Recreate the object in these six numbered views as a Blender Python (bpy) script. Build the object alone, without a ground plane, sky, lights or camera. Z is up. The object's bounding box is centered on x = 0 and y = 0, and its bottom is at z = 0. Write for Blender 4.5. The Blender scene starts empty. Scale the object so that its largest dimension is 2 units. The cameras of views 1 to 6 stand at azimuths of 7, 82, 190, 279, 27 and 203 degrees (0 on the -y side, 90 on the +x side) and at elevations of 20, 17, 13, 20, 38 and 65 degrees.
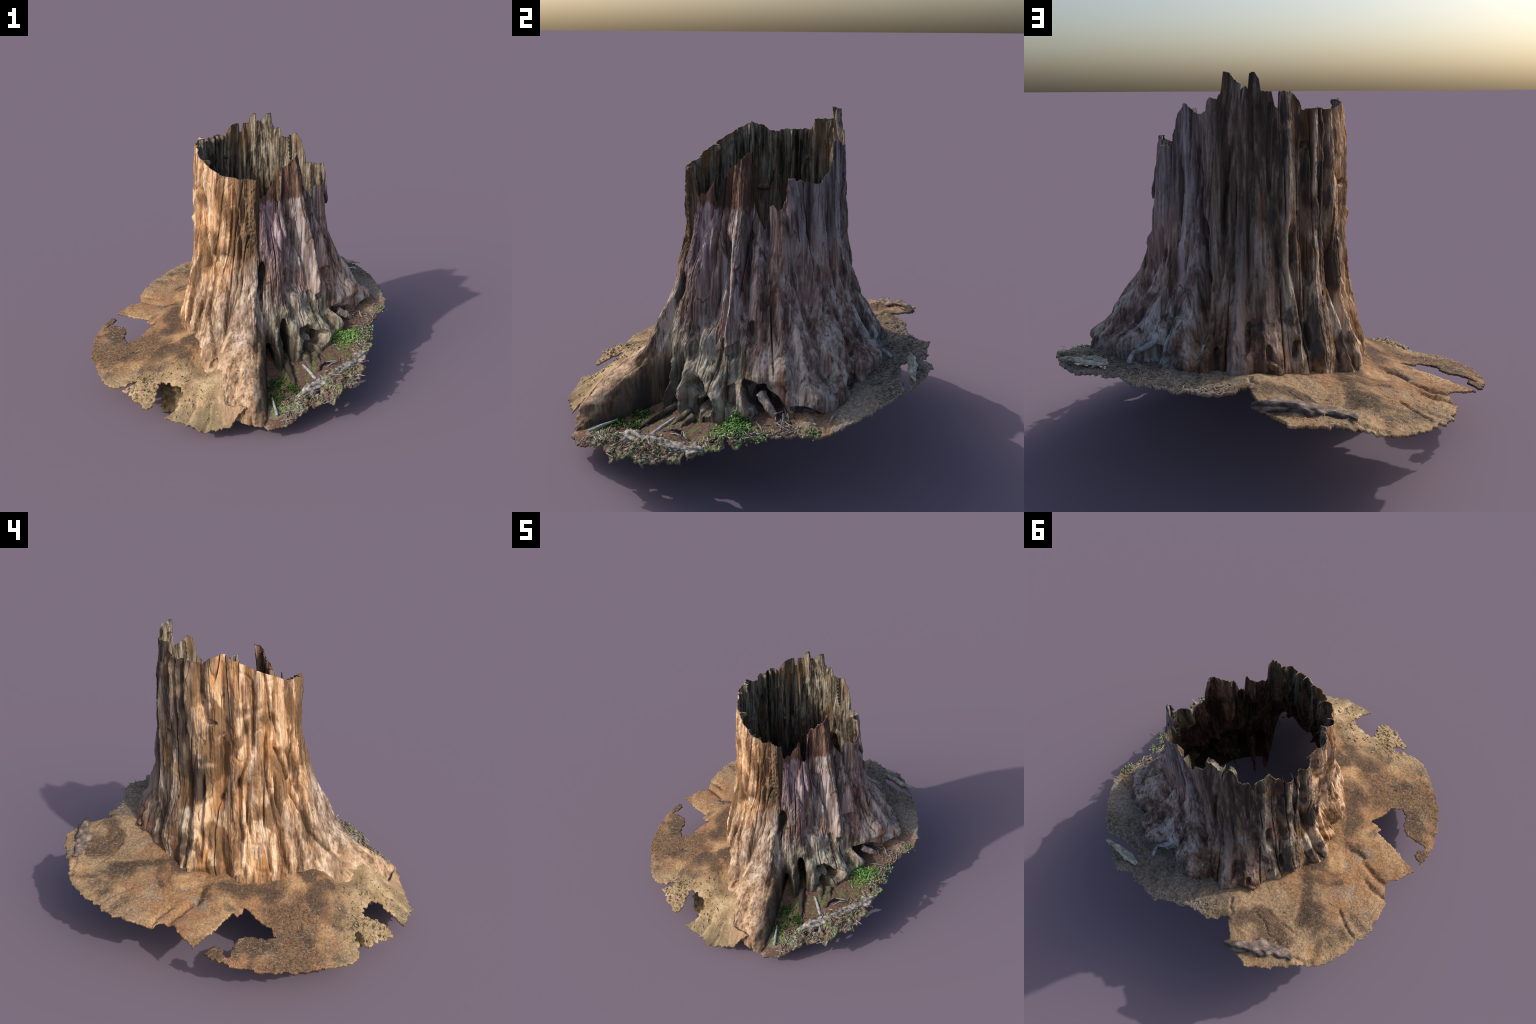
import math
import numpy as np

# ------------------------------------------------------------------ helpers
AXIS = np.array([0.10, 0.05])          # the stump's upright axis
TAU = math.tau


def _hash(ix, iy, iz, seed):
    h = (ix.astype(np.uint32) * np.uint32(374761393) + iy.astype(np.uint32) * np.uint32(668265263)
         + iz.astype(np.uint32) * np.uint32(2246822519) + np.uint32((seed * 974711 + 12345) & 0xFFFFFFFF))
    h = (h ^ (h >> np.uint32(13))) * np.uint32(1274126177)
    h = (h ^ (h >> np.uint32(15))) * np.uint32(2654435761)
    return h ^ (h >> np.uint32(16))


def perlin(x, y, z, seed=0):
    """Gradient noise, about -1..1, vectorised."""
    x, y, z = np.broadcast_arrays(np.asarray(x, float), np.asarray(y, float), np.asarray(z, float))
    fx, fy, fz = np.floor(x), np.floor(y), np.floor(z)
    ix, iy, iz = (f.astype(np.int64) for f in (fx, fy, fz))
    x, y, z = x - fx, y - fy, z - fz
    u, v, w = (t * t * t * (t * (t * 6 - 15) + 10) for t in (x, y, z))
    out = 0.0
    for dx in (0, 1):
        for dy in (0, 1):
            for dz in (0, 1):
                h = _hash(ix + dx, iy + dy, iz + dz, seed) & np.uint32(0xFFFF)
                a = h.astype(float) * (TAU / 256.0)
                c = ((h >> np.uint32(8)).astype(float) / 127.5) - 1.0
                s = np.sqrt(np.maximum(0.0, 1 - c * c))
                g = s * np.cos(a) * (x - dx) + s * np.sin(a) * (y - dy) + c * (z - dz)
                out = out + g * (u if dx else 1 - u) * (v if dy else 1 - v) * (w if dz else 1 - w)
    return out * 1.6


def fbm(x, y, z, octaves=4, seed=0, gain=0.5):
    total, amp, f = 0.0, 1.0, 1.0
    for o in range(octaves):
        total = total + amp * perlin(x * f, y * f, z * f, seed + o * 17)
        amp *= gain
        f *= 2.03
    return total


def smooth(a, b, x):
    t = np.clip((x - a) / (b - a), 0, 1)
    return t * t * (3 - 2 * t)


def curve(points, x, soft=True):
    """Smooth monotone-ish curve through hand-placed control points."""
    p = np.array(points, float)
    px, py = p[:, 0], p[:, 1]
    if not soft:
        return np.interp(x, px, py)
    d = np.diff(py) / np.diff(px)
    m = np.zeros(len(px))
    m[0], m[-1] = d[0], d[-1]
    same = d[:-1] * d[1:] > 0
    m[1:-1][same] = 2 * d[:-1][same] * d[1:][same] / (d[:-1] + d[1:])[same]
    x = np.asarray(x, float)
    k = np.clip(np.searchsorted(px, x) - 1, 0, len(px) - 2)
    h = px[k + 1] - px[k]
    t = (x - px[k]) / h
    inside = (py[k] * (1 + 2 * t) * (1 - t) ** 2 + m[k] * h * t * (1 - t) ** 2
              + py[k + 1] * t * t * (3 - 2 * t) + m[k + 1] * h * t * t * (t - 1))
    low = py[0] + np.clip(m[0], -2, 2) * np.maximum(x - px[0], -0.06)
    return np.where(x < px[0], low, np.where(x > px[-1], py[-1], inside))


# ------------------------------------------------------------------ terrain
def slope(x, y):
    """The hillside: a gentle cubic surface that climbs towards +y."""
    return (0.361 + 0.022 * x + 0.311 * y - 0.064 * x * x + 0.080 * x * y - 0.058 * y * y
            + 0.035 * x ** 3 - 0.118 * x * x * y + 0.033 * x * y * y - 0.090 * y ** 3)


# gentle swells laid over the slope: x, y, spread, height.  The first eight build the bank that
# climbs the west side of the long front root.
BANK = [(-.03, -.52, .17, .147), (.09, -.68, .13, .128), (-.24, -.46, .15, .042), (-.22, -.70, .14, .047), (-.40, -.42, .14, .054),
        (.20, -.86, .09, .057), (-.30, -.22, .12, .027), (-.08, -.84, .10, .021)]
SWELLS = [(-.07, -.57, .06, -.028), (-.16, -.55, .085, -.062), (.66, -.56, .10, .032), (.85, -.25, .09, .026), (.46, -.80, .08, .022), (-.33, .86, .09, .028), (-.42, .04, .13, .030), (-.52, -.75, .08, .038), (-.30, .69, .12, -.060), (-.10, -.62, .07, -.060), (-.62, .36, .19, -.030), (.20, .82, .14, -.040), (-.06, .72, .07, .022), (.85, .40, .15, .020)]


def cliff_line(x, y):
    """1 on the bank's side of the front root, 0 on the side where it drops to the hollow."""
    az = np.degrees(np.arctan2(y - AXIS[1], x - AXIS[0]))
    return 1 - smooth(-84.5, -80.5, az)


def soil_form(x, y):
    z = slope(x, y)
    for cx, cy, s, h in SWELLS:
        z = z + h * np.exp(-((x - cx) ** 2 + (y - cy) ** 2) / (2 * s * s))
    side = cliff_line(x, y) * (np.asarray(y) < AXIS[1])
    for cx, cy, s, h in BANK:
        z = z + side * h * np.exp(-((x - cx) ** 2 + (y - cy) ** 2) / (2 * s * s))
    return z


# ------------------------------------------------------------------ trunk form
# vertical profiles (height, distance from the axis), one per bearing in degrees
PROFILES = {
    -180: [(.30, .47), (.36, .495), (.41, .505), (.57, .47), (.69, .44), (.81, .424), (.97, .41), (1.1, .414), (1.25, .405), (1.43, .403), (1.56, .388)],
    -165: [(.28, .51), (.36, .525), (.43, .515), (.57, .475), (.67, .45), (.79, .427), (.95, .417), (1.06, .42), (1.19, .413), (1.39, .40), (1.55, .386)],
    -148: [(.27, .535), (.34, .54), (.42, .53), (.55, .50), (.74, .46), (1.08, .417), (1.33, .403), (1.5, .385)],
    -123: [(.25, .62), (.37, .565), (.45, .535), (.55, .507), (.74, .45), (1.0, .405), (1.2, .388), (1.4, .372)],
    -107: [(.2, .76), (.3, .70), (.37, .65), (.42, .61), (.5, .565), (.6, .52), (.7, .48), (.9, .42), (1.12, .388), (1.38, .374)],
    -103: [(.09, .89), (.2, .84), (.25, .79), (.3, .73), (.34, .68), (.385, .63), (.42, .595), (.5, .545), (.6, .503), (.7, .47), (.9, .42), (1.12, .388), (1.38, .376)],
    -98: [(.09, .925), (.165, .915), (.21, .885), (.258, .845), (.305, .795), (.345, .745), (.375, .70), (.41, .645), (.45, .60), (.55, .53), (.7, .474), (.85, .43), (1.0, .405), (1.12, .388), (1.38, .378)],
    -90: [(.06, .965), (.13, .95), (.18, .925), (.226, .90), (.272, .85), (.317, .80), (.355, .75), (.382, .70), (.42, .64), (.5, .58), (.6, .535), (.71, .485), (.84, .445), (.97, .415), (1.12, .39), (1.38, .38)],
    -85: [(.05, 1.0), (.1, .975), (.19, .94), (.23, .90), (.265, .85), (.297, .80), (.325, .75), (.35, .70), (.38, .655), (.42, .63), (.5, .59), (.6, .55), (.71, .49), (.84, .45), (.97, .412), (1.12, .385), (1.38, .38)],
    -80: [(.08, .985), (.15, .90), (.25, .77), (.35, .66), (.45, .57), (.55, .515), (.7, .47), (.85, .43), (1.05, .385), (1.25, .345), (1.375, .36)],
    -76: [(.1, .66), (.2, .54), (.35, .49), (.45, .51), (.52, .51), (.6, .495), (.85, .425), (1.05, .375), (1.25, .335), (1.375, .34)],
    -66: [(.15, .57), (.3, .53), (.42, .50), (.52, .49), (.65, .455), (.85, .42), (1.05, .35), (1.245, .298), (1.36, .285)],
    -50: [(.2, .52), (.3, .50), (.4, .49), (.53, .48), (.65, .45), (.8, .41), (1.0, .345), (1.23, .27), (1.4, .245)],
    -35: [(.22, .61), (.3, .59), (.37, .56), (.45, .505), (.55, .45), (.65, .42), (.8, .39), (1.0, .36), (1.17, .319), (1.42, .27)],
    -27: [(.25, .60), (.4, .55), (.49, .485), (.55, .48), (.60, .49), (.65, .482), (.8, .438), (1.0, .388), (1.22, .338), (1.5, .284)],
    -16: [(.28, .57), (.38, .615), (.44, .60), (.5, .53), (.58, .515), (.7, .485), (.85, .445), (1.0, .405), (1.16, .345), (1.5, .28)],
    -5: [(.3, .52), (.42, .54), (.48, .585), (.53, .605), (.57, .595), (.65, .55), (.8, .495), (1.0, .425), (1.16, .36), (1.3, .36)],
    2: [(.33, .58), (.41, .67), (.46, .69), (.5, .66), (.55, .63), (.6, .605), (.69, .565), (.78, .52), (.88, .478), (1.0, .44), (1.1, .42), (1.26, .415), (1.39, .405)],
    10: [(.36, .68), (.41, .74), (.45, .755), (.5, .735), (.55, .70), (.62, .655), (.7, .595), (.84, .505), (.95, .455), (1.1, .42), (1.27, .415), (1.39, .402)],
    18: [(.4, .775), (.46, .75), (.55, .70), (.65, .635), (.74, .545), (.83, .485), (.93, .45), (1.05, .424), (1.13, .43), (1.31, .41), (1.42, .38)],
    25: [(.43, .735), (.5, .725), (.6, .68), (.66, .635), (.75, .545), (.83, .49), (.93, .452), (1.1, .422), (1.4, .385)],
    33: [(.45, .70), (.53, .69), (.65, .62), (.8, .515), (.95, .45), (1.15, .42), (1.4, .39)],
    46: [(.48, .69), (.54, .68), (.65, .58), (.8, .49), (.95, .445), (1.15, .415), (1.4, .39)],
    60: [(.5, .61), (.6, .58), (.7, .52), (.82, .47), (.95, .44), (1.15, .412), (1.5, .385)],
    75: [(.49, .62), (.53, .61), (.61, .573), (.67, .54), (.74, .498), (.93, .455), (1.13, .428), (1.39, .410), (1.52, .395), (1.61, .382)],
    90: [(.49, .58), (.6, .56), (.7, .50), (.85, .455), (1.0, .435), (1.2, .42), (1.4, .405), (1.65, .375)],
    108: [(.48, .565), (.51, .564), (.63, .525), (.71, .477), (.82, .462), (.95, .455), (1.14, .446), (1.31, .427), (1.45, .413), (1.66, .39)],
    125: [(.45, .50), (.55, .505), (.7, .46), (.9, .428), (1.14, .415), (1.31, .41), (1.58, .39)],
    140: [(.42, .47), (.5, .485), (.65, .448), (.9, .415), (1.14, .41), (1.35, .408), (1.5, .398), (1.58, .39)],
    155: [(.39, .51), (.48, .51), (.6, .48), (.8, .44), (1.0, .425), (1.2, .415), (1.4, .40), (1.55, .388)],
    168: [(.36, .50), (.46, .50), (.6, .465), (.8, .43), (1.0, .415), (1.2, .41), (1.4, .40), (1.55, .388)],
}


def trunk_radius(az, z):
    """Smooth form of the outside wall: distance from the axis at a bearing (degrees) and height."""
    keys = np.array(sorted(PROFILES), float)
    grid = np.linspace(0.0, 1.75, 176)
    table = np.stack([curve(PROFILES[int(k)], grid) for k in keys])
    n = len(keys)
    az = (np.asarray(az, float) + 180) % 360 - 180
    z = np.clip(np.asarray(z, float), 0, 1.7499)
    k = np.clip(np.searchsorted(keys, az, side="right") - 1, 0, n - 1)
    ext = lambda i: keys[i % n] + 360.0 * (i // n)
    x1, x2, x0, x3 = ext(k), ext(k + 1), ext(k - 1), ext(k + 2)
    zi = z / 1.75 * 175
    zk = np.clip(zi.astype(int), 0, 174)
    zt = zi - zk
    val = lambda i: table[i % n, zk] * (1 - zt) + table[i % n, zk + 1] * zt
    y0, y1, y2, y3 = val(k - 1), val(k), val(k + 1), val(k + 2)
    h = x2 - x1
    t = (az - x1) / h
    lim = lambda a, b: np.where(a * b > 0, 2 * a * b / np.where(a + b == 0, 1, a + b), 0)
    d0, d1, d2 = (y1 - y0) / (x1 - x0), (y2 - y1) / h, (y3 - y2) / (x3 - x2)
    m1, m2 = lim(d0, d1) * h, lim(d1, d2) * h
    return (y1 * (1 + 2 * t) * (1 - t) ** 2 + m1 * t * (1 - t) ** 2
            + y2 * t * t * (3 - 2 * t) + m2 * t * t * (t - 1))


# broken rim: (bearing, height)
RIM = [(-180, 1.545), (-178, 1.547), (-171, 1.531), (-165, 1.508), (-158, 1.487), (-153, 1.468), (-143, 1.440), (-131, 1.412), (-122, 1.387),
       (-109, 1.384), (-100, 1.379), (-84, 1.380), (-82, 1.372), (-81.3, 1.27), (-80, 1.245), (-77, 1.265), (-74, 1.26), (-70, 1.30), (-66, 1.32), (-63.5, 1.36),
       (-62, 1.35), (-60.5, 1.26), (-58, 1.215), (-54, 1.225), (-52, 1.31), (-48, 1.395), (-46, 1.40), (-41, 1.42), (-33, 1.445), (-25, 1.475),
       (-18, 1.497), (-16.8, 1.46), (-16.3, 1.28), (-14, 1.245), (-10, 1.20), (-6, 1.155), (-5.4, 1.195), (-4.2, 1.20), (-3, 1.262), (-1, 1.272), (1.5, 1.245), (4, 1.268), (5, 1.295), (6, 1.30), (7, 1.35), (7.8, 1.392),
       (10, 1.39), (15, 1.384), (22, 1.367), (36, 1.36), (40, 1.375), (44, 1.409), (46.5, 1.44), (48, 1.49), (51, 1.52), (55, 1.548), (58, 1.535), (62, 1.515),
       (66, 1.503), (73, 1.50), (74, 1.55), (76, 1.563), (80, 1.557), (82, 1.577), (83, 1.615), (84, 1.655), (88, 1.648), (92, 1.628), (95, 1.608),
       (96, 1.594), (97.5, 1.602), (99, 1.592), (99.7, 1.652), (103, 1.657), (105.3, 1.63), (106.2, 1.583), (112, 1.577), (113.2, 1.55), (114, 1.518),
       (115.3, 1.515), (116, 1.578), (121, 1.588), (126, 1.575), (130, 1.541), (134, 1.510), (140, 1.519), (143, 1.521), (150, 1.514), (158, 1.511),
       (163, 1.505), (168, 1.512), (171, 1.518), (177, 1.541), (180, 1.545)]


def ground_contact(az):
    """Height at which the wall meets the hillside, and the wall's radius there."""
    a = np.radians(az)
    r = np.full_like(np.asarray(az, float), 0.5)
    for _ in range(30):
        zb = slope(AXIS[0] + r * np.cos(a), AXIS[1] + r * np.sin(a))
        r = 0.6 * r + 0.4 * trunk_radius(az, np.maximum(zb, 0.03))
    return zb, r

# surface features on the wall: polyline of (bearing, height), half width (m), depth (m; negative stands proud)
GROOVES = [
    ([(68.5, 1.28), (69.5, 1.12), (72, 1.02)], .018, .030),
    ([(71.5, 1.06), (73, .98), (75, .86), (76.3, .72), (77, .57)], .026, .080),
    ([(112.5, 1.56), (110.5, 1.37), (110, 1.20)], 0.0140, 0.030),
    ([(121.8, 1.05), (122, .91), (123.7, .785), (126.5, .68), (125.5, .53)], 0.0140, 0.032),
    ([(148.5, 1.53), (148.5, 1.30), (149.5, 1.1), (151, .96), (153.5, .80), (155.5, .66), (157, .50), (157, .42)], .022, .052),
    ([(165.5, .90), (162, .70), (165.5, .56), (165.5, .47)], 0.0120, 0.022),
    ([(103.4, .90), (103, .77), (103, .68)], 0.0140, 0.035),
    ([(90, 1.40), (87.7, 1.27), (83.8, 1.12), (84, 1.0)], 0.0120, 0.022),
    ([(69, 1.38), (66, 1.26), (63.8, 1.1)], 0.0140, 0.022),
    ([(66.5, 1.06), (63.4, .94), (64.6, .80)], 0.0120, 0.020),
    ([(52, 1.3), (51.8, 1.06), (52, .93), (50.8, .84), (46, .76)], 0.0130, 0.022),
    ([(39.5, 1.2), (39.8, 1.03), (42.5, .92), (40.6, .77)], 0.0130, 0.022),
    ([(117.5, 1.55), (117, 1.3), (116, 1.1)], 0.0120, 0.022),
    ([(133, 1.53), (132, 1.3), (131, 1.0), (133, .8)], 0.0140, 0.026),
    ([(142, 1.52), (141, 1.35), (142, 1.15)], 0.0120, 0.022),
    ([(-179, 1.52), (-178.3, 1.40), (-176, 1.23), (-175, 1.06)], .024, .030),
    ([(-178, 1.12), (-178.5, .95), (179.5, .80), (179, .65), (179.5, .52), (-177, .36)], .036, .046),
    ([(162, 1.48), (164, 1.31), (168, 1.21)], 0.0160, 0.032),
    ([(-145, 1.45), (-143.5, 1.33), (-142.5, 1.26), (-139, 1.17)], 0.0068, 0.035),
    ([(-138, 1.33), (-138.5, 1.24), (-134, 1.06)], 0.0068, 0.030),
    ([(-146.2, 1.12), (-147.5, .93), (-146.7, .81)], 0.0081, 0.035),
    ([(-139, 1.07), (-131.3, .93), (-125.6, .785), (-120, .66), (-118, .55), (-106, .35)], 0.0095, 0.043),
    ([(-120.5, 1.02), (-125.2, .86), (-125.6, .77)], 0.0068, 0.030),
    ([(-139.3, .92), (-141.3, .78), (-139.5, .71)], 0.0081, 0.035),
    ([(-145, .79), (-143, .655), (-141, .53), (-137, .33)], 0.0081, 0.030),
    ([(-156, 1.39), (-155.6, 1.25), (-156.3, 1.05)], 0.0095, 0.035),
    ([(-160.8, .86), (-161.7, .7), (-160.5, .57)], 0.0081, 0.032),
    ([(-167.3, .9), (-167.3, .7), (-167, .58), (-168, .45)], 0.0108, 0.039),
    ([(-151.8, .56), (-149.6, .38)], 0.0081, 0.030),
    ([(164.7, .88), (165.2, .69), (166.6, .46)], 0.0108, 0.035),
    ([(-104.5, 1.30), (-99.4, 1.05), (-96.2, .88), (-95, .74)], 0.0100, 0.030),
    ([(-163.8, 1.4), (-163.4, 1.29), (-160.3, 1.02), (-168.5, .84)], 0.0095, 0.030),
    ([(15.5, 1.02), (14.3, .92), (14.6, .82), (16.6, .68), (18, .52)], .020, .045),
    ([(-17, 1.05), (-18.5, .90), (-17, .77), (-14, .66)], .026, .045),
    ([(-38, 1.08), (-41, .95), (-44, .80), (-46, .66)], .036, .050),
    ([(-55, .97), (-56, .80), (-55, .65), (-53, .50)], .034, .050),
    ([(4, .78), (5, .66), (5, .56), (5, .47)], .018, .030),
    ([(35, 1.0), (34, .8), (33, .6), (32, .5)], .022, .035),
    ([(-47.7, 1.12), (-36, .95), (-32.8, .81), (-32, .66)], 0.0140, 0.032),
    ([(-69.5, 1.2), (-66, 1.05), (-62, .95)], 0.0140, 0.020),
    ([(-61, 1.22), (-56, 1.0), (-55.6, .74)], 0.0130, 0.020),
    ([(4.7, 1.24), (10.5, 1.11), (12.5, .97)], 0.0150, 0.026),
    ([(51.6, 1.25), (50.4, 1.06)], 0.0120, 0.022),
    ([(60, .95), (60, .85), (61, .7), (61, .55)], .014, .025),
    ([(22.7, 1.35), (21.7, 1.14), (28.7, .96), (25.6, .78)], 0.0130, 0.026),
    ([(8.7, .96), (8.8, .80), (13, .65)], 0.0130, 0.024),
    ([(-1.4, .87), (-.6, .68)], 0.0130, 0.026),
    ([(-5, 1.12), (-7, .92)], 0.0130, 0.022),
    ([(43.8, .92), (42.5, .76), (43.7, .60)], 0.0150, 0.026),
    ([(-126.8, 1.04), (-122.5, .89), (-120.6, .77)], 0.0120, 0.020),
    ([(-96, 1.25), (-97.2, .99), (-98.5, .83)], 0.0100, 0.024),
    ([(-82.6, 1.36), (-83, 1.17), (-81.4, .95)], 0.0081, 0.030),
    ([(-71.6, 1.16), (-71.1, .93)], 0.0120, 0.018),
    ([(-131.6, 1.29), (-129.9, 1.08)], 0.0100, 0.022),
    ([(-112.6, 1.17), (-111.7, .86)], 0.0090, 0.019),
    ([(-99, 1.0), (-98.6, .73), (-103, .46)], 0.0120, 0.020),
    ([(-128.9, .86), (-126, .6), (-133, .33)], 0.0100, 0.024),
    # ribs that stand proud
    ([(95.6, 1.2), (95.9, 1.11), (95.2, .94), (94.1, .81), (93, .70), (92.7, .53), (92.7, .48)], .011, -.018),
    ([(-30, 1.1), (-27, .95), (-27, .8), (-29, .66)], .020, -.022),
    ([(27, 1.0), (24, .85), (20, .72), (18, .6)], .022, -.022),
    ([(55, .95), (53, .8), (50, .66), (48, .56)], .024, -.026),
    ([(70, .9), (70, .75), (69, .6)], .02, -.016),
    ([(0, .9), (0, .78), (1, .66), (2, .58)], .024, -.020),
]

# hollows: bearing, height, half width (m), half height (m), depth (m)
HOLLOWS = [
    (-79.5, .80, .028, .065, .065), (-81, .70, .018, .08, .05), (-80, .62, .014, .05, .04),
    (-62.5, .43, .030, .10, .18), (-61.5, .32, .030, .11, .18),
    (-74.5, .23, .040, .14, .20), (-44, .395, .062, .050, .17), (-37, .35, .055, .055, .16), (-45, .30, .03, .05, .12),
    (-11, .45, .075, .060, .11), (-3, .40, .075, .060, .12), (-23, .40, .04, .05, .05), (11, .40, .06, .03, .08), (28, .50, .05, .035, .07), (8, .42, .06, .035, .06),
    (-24, .60, .040, .045, .045), (-13, .70, .026, .06, .06), (-33, .60, .018, .03, .03),
    (120.6, .565, .022, .040, .06), (107.4, .57, .016, .045, .045), (61.4, .62, .020, .04, .04),
    (57, .545, .030, .035, .07), (65, .545, .025, .025, .04), (142.8, .757, .012, .014, .02),
    (132.6, 1.373, .018, .014, .03), (126.6, 1.16, .008, .03, .025), (126.6, 1.105, .01, .01, .03),
    (85, .56, .02, .05, .03), (98, .64, .014, .05, .03), (129, .60, .016, .06, .03), (172, 1.20, .035, .016, .025), (-105, .30, .04, .03, .025),
    (33, .62, .035, .04, .04),
]
# knuckles and knobs: bearing, height, half width, half height, push-out
KNOBS = [
    (1, .56, .05, .05, .045), (10.5, .50, .05, .055, .045), (20, .50, .05, .06, .03), (36, .56, .06, .06, .03),
    (46, .58, .05, .05, .03), (-40, .46, .05, .05, .03), (-33, .36, .055, .07, .035), (-60, .56, .05, .04, .02),
    (-69, .40, .022, .10, .04), (-68, .27, .022, .11, .045), (-54, .34, .03, .14, .055), (-33, .45, .05, .07, .03),
    (-88, .42, .05, .05, .015), (-85, .33, .05, .05, .03), (-83, .2, .05, .04, .02), (112, .55, .05, .06, .02),
    (98, .54, .03, .05, .02), (131, .52, .05, .06, .02), (112, .5, .016, .02, .02), (74, .56, .035, .04, .025),
    (-167, 1.05, .02, .03, .012), (160, .44, .05, .06, .015),
]

COLS, ROWS = 1320, 250


def wall_relief(az, z, r, zb):
    """Flutes, creases, hollows and knots added to the smooth form."""
    a = np.radians(az)
    cx, cy = np.cos(a) * .42, np.sin(a) * .42
    warp = .012 * perlin(cx * 4, cy * 4, z * 2.2, 5)
    wx, wy = cx - np.sin(a) * warp, cy + np.cos(a) * warp
    west = smooth(-185, -165, np.where(az > 90, az - 360, az)) * (1 - smooth(-112, -92, np.where(az > 90, az - 360, az)))
    rough = 1 - .62 * west
    panel = smooth(-100, -94, az) * (1 - smooth(-84, -80, az)) * smooth(.85, 1.0, z)
    low = 1 - smooth(.05, .40, z - zb)
    north = smooth(70, 85, az) * (1 - smooth(150, 165, az))
    d = -.001 + .010 * north * smooth(1.1, 1.25, z) + (rough + .25 * north) * .060 * (np.abs(perlin(wx * 7.5, wy * 7.5, z * .8, 1)) - .33)
    d = d + rough * .007 * (np.abs(perlin(wx * 15, wy * 17, z * 1.5, 2)) - .33)
    d = d + (.45 + .55 * rough) * .0045 * (np.abs(perlin(wx * 40, wy * 40, z * 2.6, 3)) - .33)
    # long splits that come and go
    split = np.abs(perlin(wx * 11, wy * 11, z * 1.3, 13))
    d = d - .030 * np.exp(-(split / .032) ** 2) * smooth(-.1, .30, perlin(cx * 5, cy * 5, z * 2.4, 14))
    split2 = np.abs(perlin(wx * 19, wy * 19, z * 1.7, 17))
    d = d - .009 * np.exp(-(split2 / .05) ** 2) * smooth(0, .4, perlin(cx * 7, cy * 7, z * 3.5, 18))
    d = d + .0030 * perlin(wx * 120, wy * 120, z * 6, 4)
    d = d + .0025 * fbm(cx * 150, cy * 150, z * 60, 2, 6)
    d = d + (.006 + .012 * low * rough) * fbm(cx * 10, cy * 10, z * 6, 3, 7)
    knuckle = smooth(-112, -104, az) * (1 - smooth(-74, -70, az)) * smooth(.5, .4, z)
    xx, yy = np.cos(a) * r, np.sin(a) * r
    d = d + knuckle * (.018 * fbm(xx * 13, yy * 9, z * 9, 3, 15) + .020 * (np.abs(perlin(xx * 26, yy * 5, z * 6, 16)) - .3))
    d = d - panel * .007 * smooth(.25, .6, perlin(cx * 60, cy * 60, z * 45, 8))
    d = d + panel * .004 * fbm(cx * 50, cy * 50, z * 50, 2, 9)
    # faint horizontal wrinkles where the bark bulges over the roots
    d = d + .004 * low * rough * np.abs(perlin(cx * 7, cy * 7, z * 34, 11))
    # cross-cracks on the plated west face
    d = d - .004 * smooth(.86, .97, 1 - np.abs(perlin(cx * 7, cy * 7, z * 9, 12))) * west
    for line, w, depth in GROOVES:
        p = np.array(sorted((zz, aa) for aa, zz in line), float)
        zlo, zhi = p[0, 0], p[-1, 0]
        sel = (z > zlo - .06) & (z < zhi + .06)
        ang = np.interp(z, p[:, 0], np.unwrap(p[:, 1], period=360))
        off = ((az - ang + 180) % 360 - 180) * (math.pi / 180) * r
        off = off + .006 * perlin(z * 14, 3.1 * w, depth * 50, 21)
        ends = smooth(zlo - .05, zlo + .04, z) * (1 - smooth(zhi - .04, zhi + .05, z))
        ww = w * (1 + .35 * perlin(z * 8, w * 91, 0, 22))
        d = d - np.where(sel & (np.abs(off) < 4 * w), depth * ends * np.exp(-(np.abs(off) / ww) ** 1.7), 0)
    nz = .42 * fbm(cx * 14, cy * 14, z * 9, 3, 31)
    for items, sgn, sharp in ((HOLLOWS, -1, 1), (KNOBS, 1, 0)):
        for aa, zz, w, h, depth in items:
            u = ((az - aa + 180) % 360 - 180) * (math.pi / 180) * r / w
            v = (z - zz) / h
            q = np.sqrt(u * u + v * v) + nz
            m = 1 - smooth(.68, 1.1, q) if sharp else np.exp(-q * q * 1.3)
            d = d + sgn * depth * m
    return d


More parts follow.
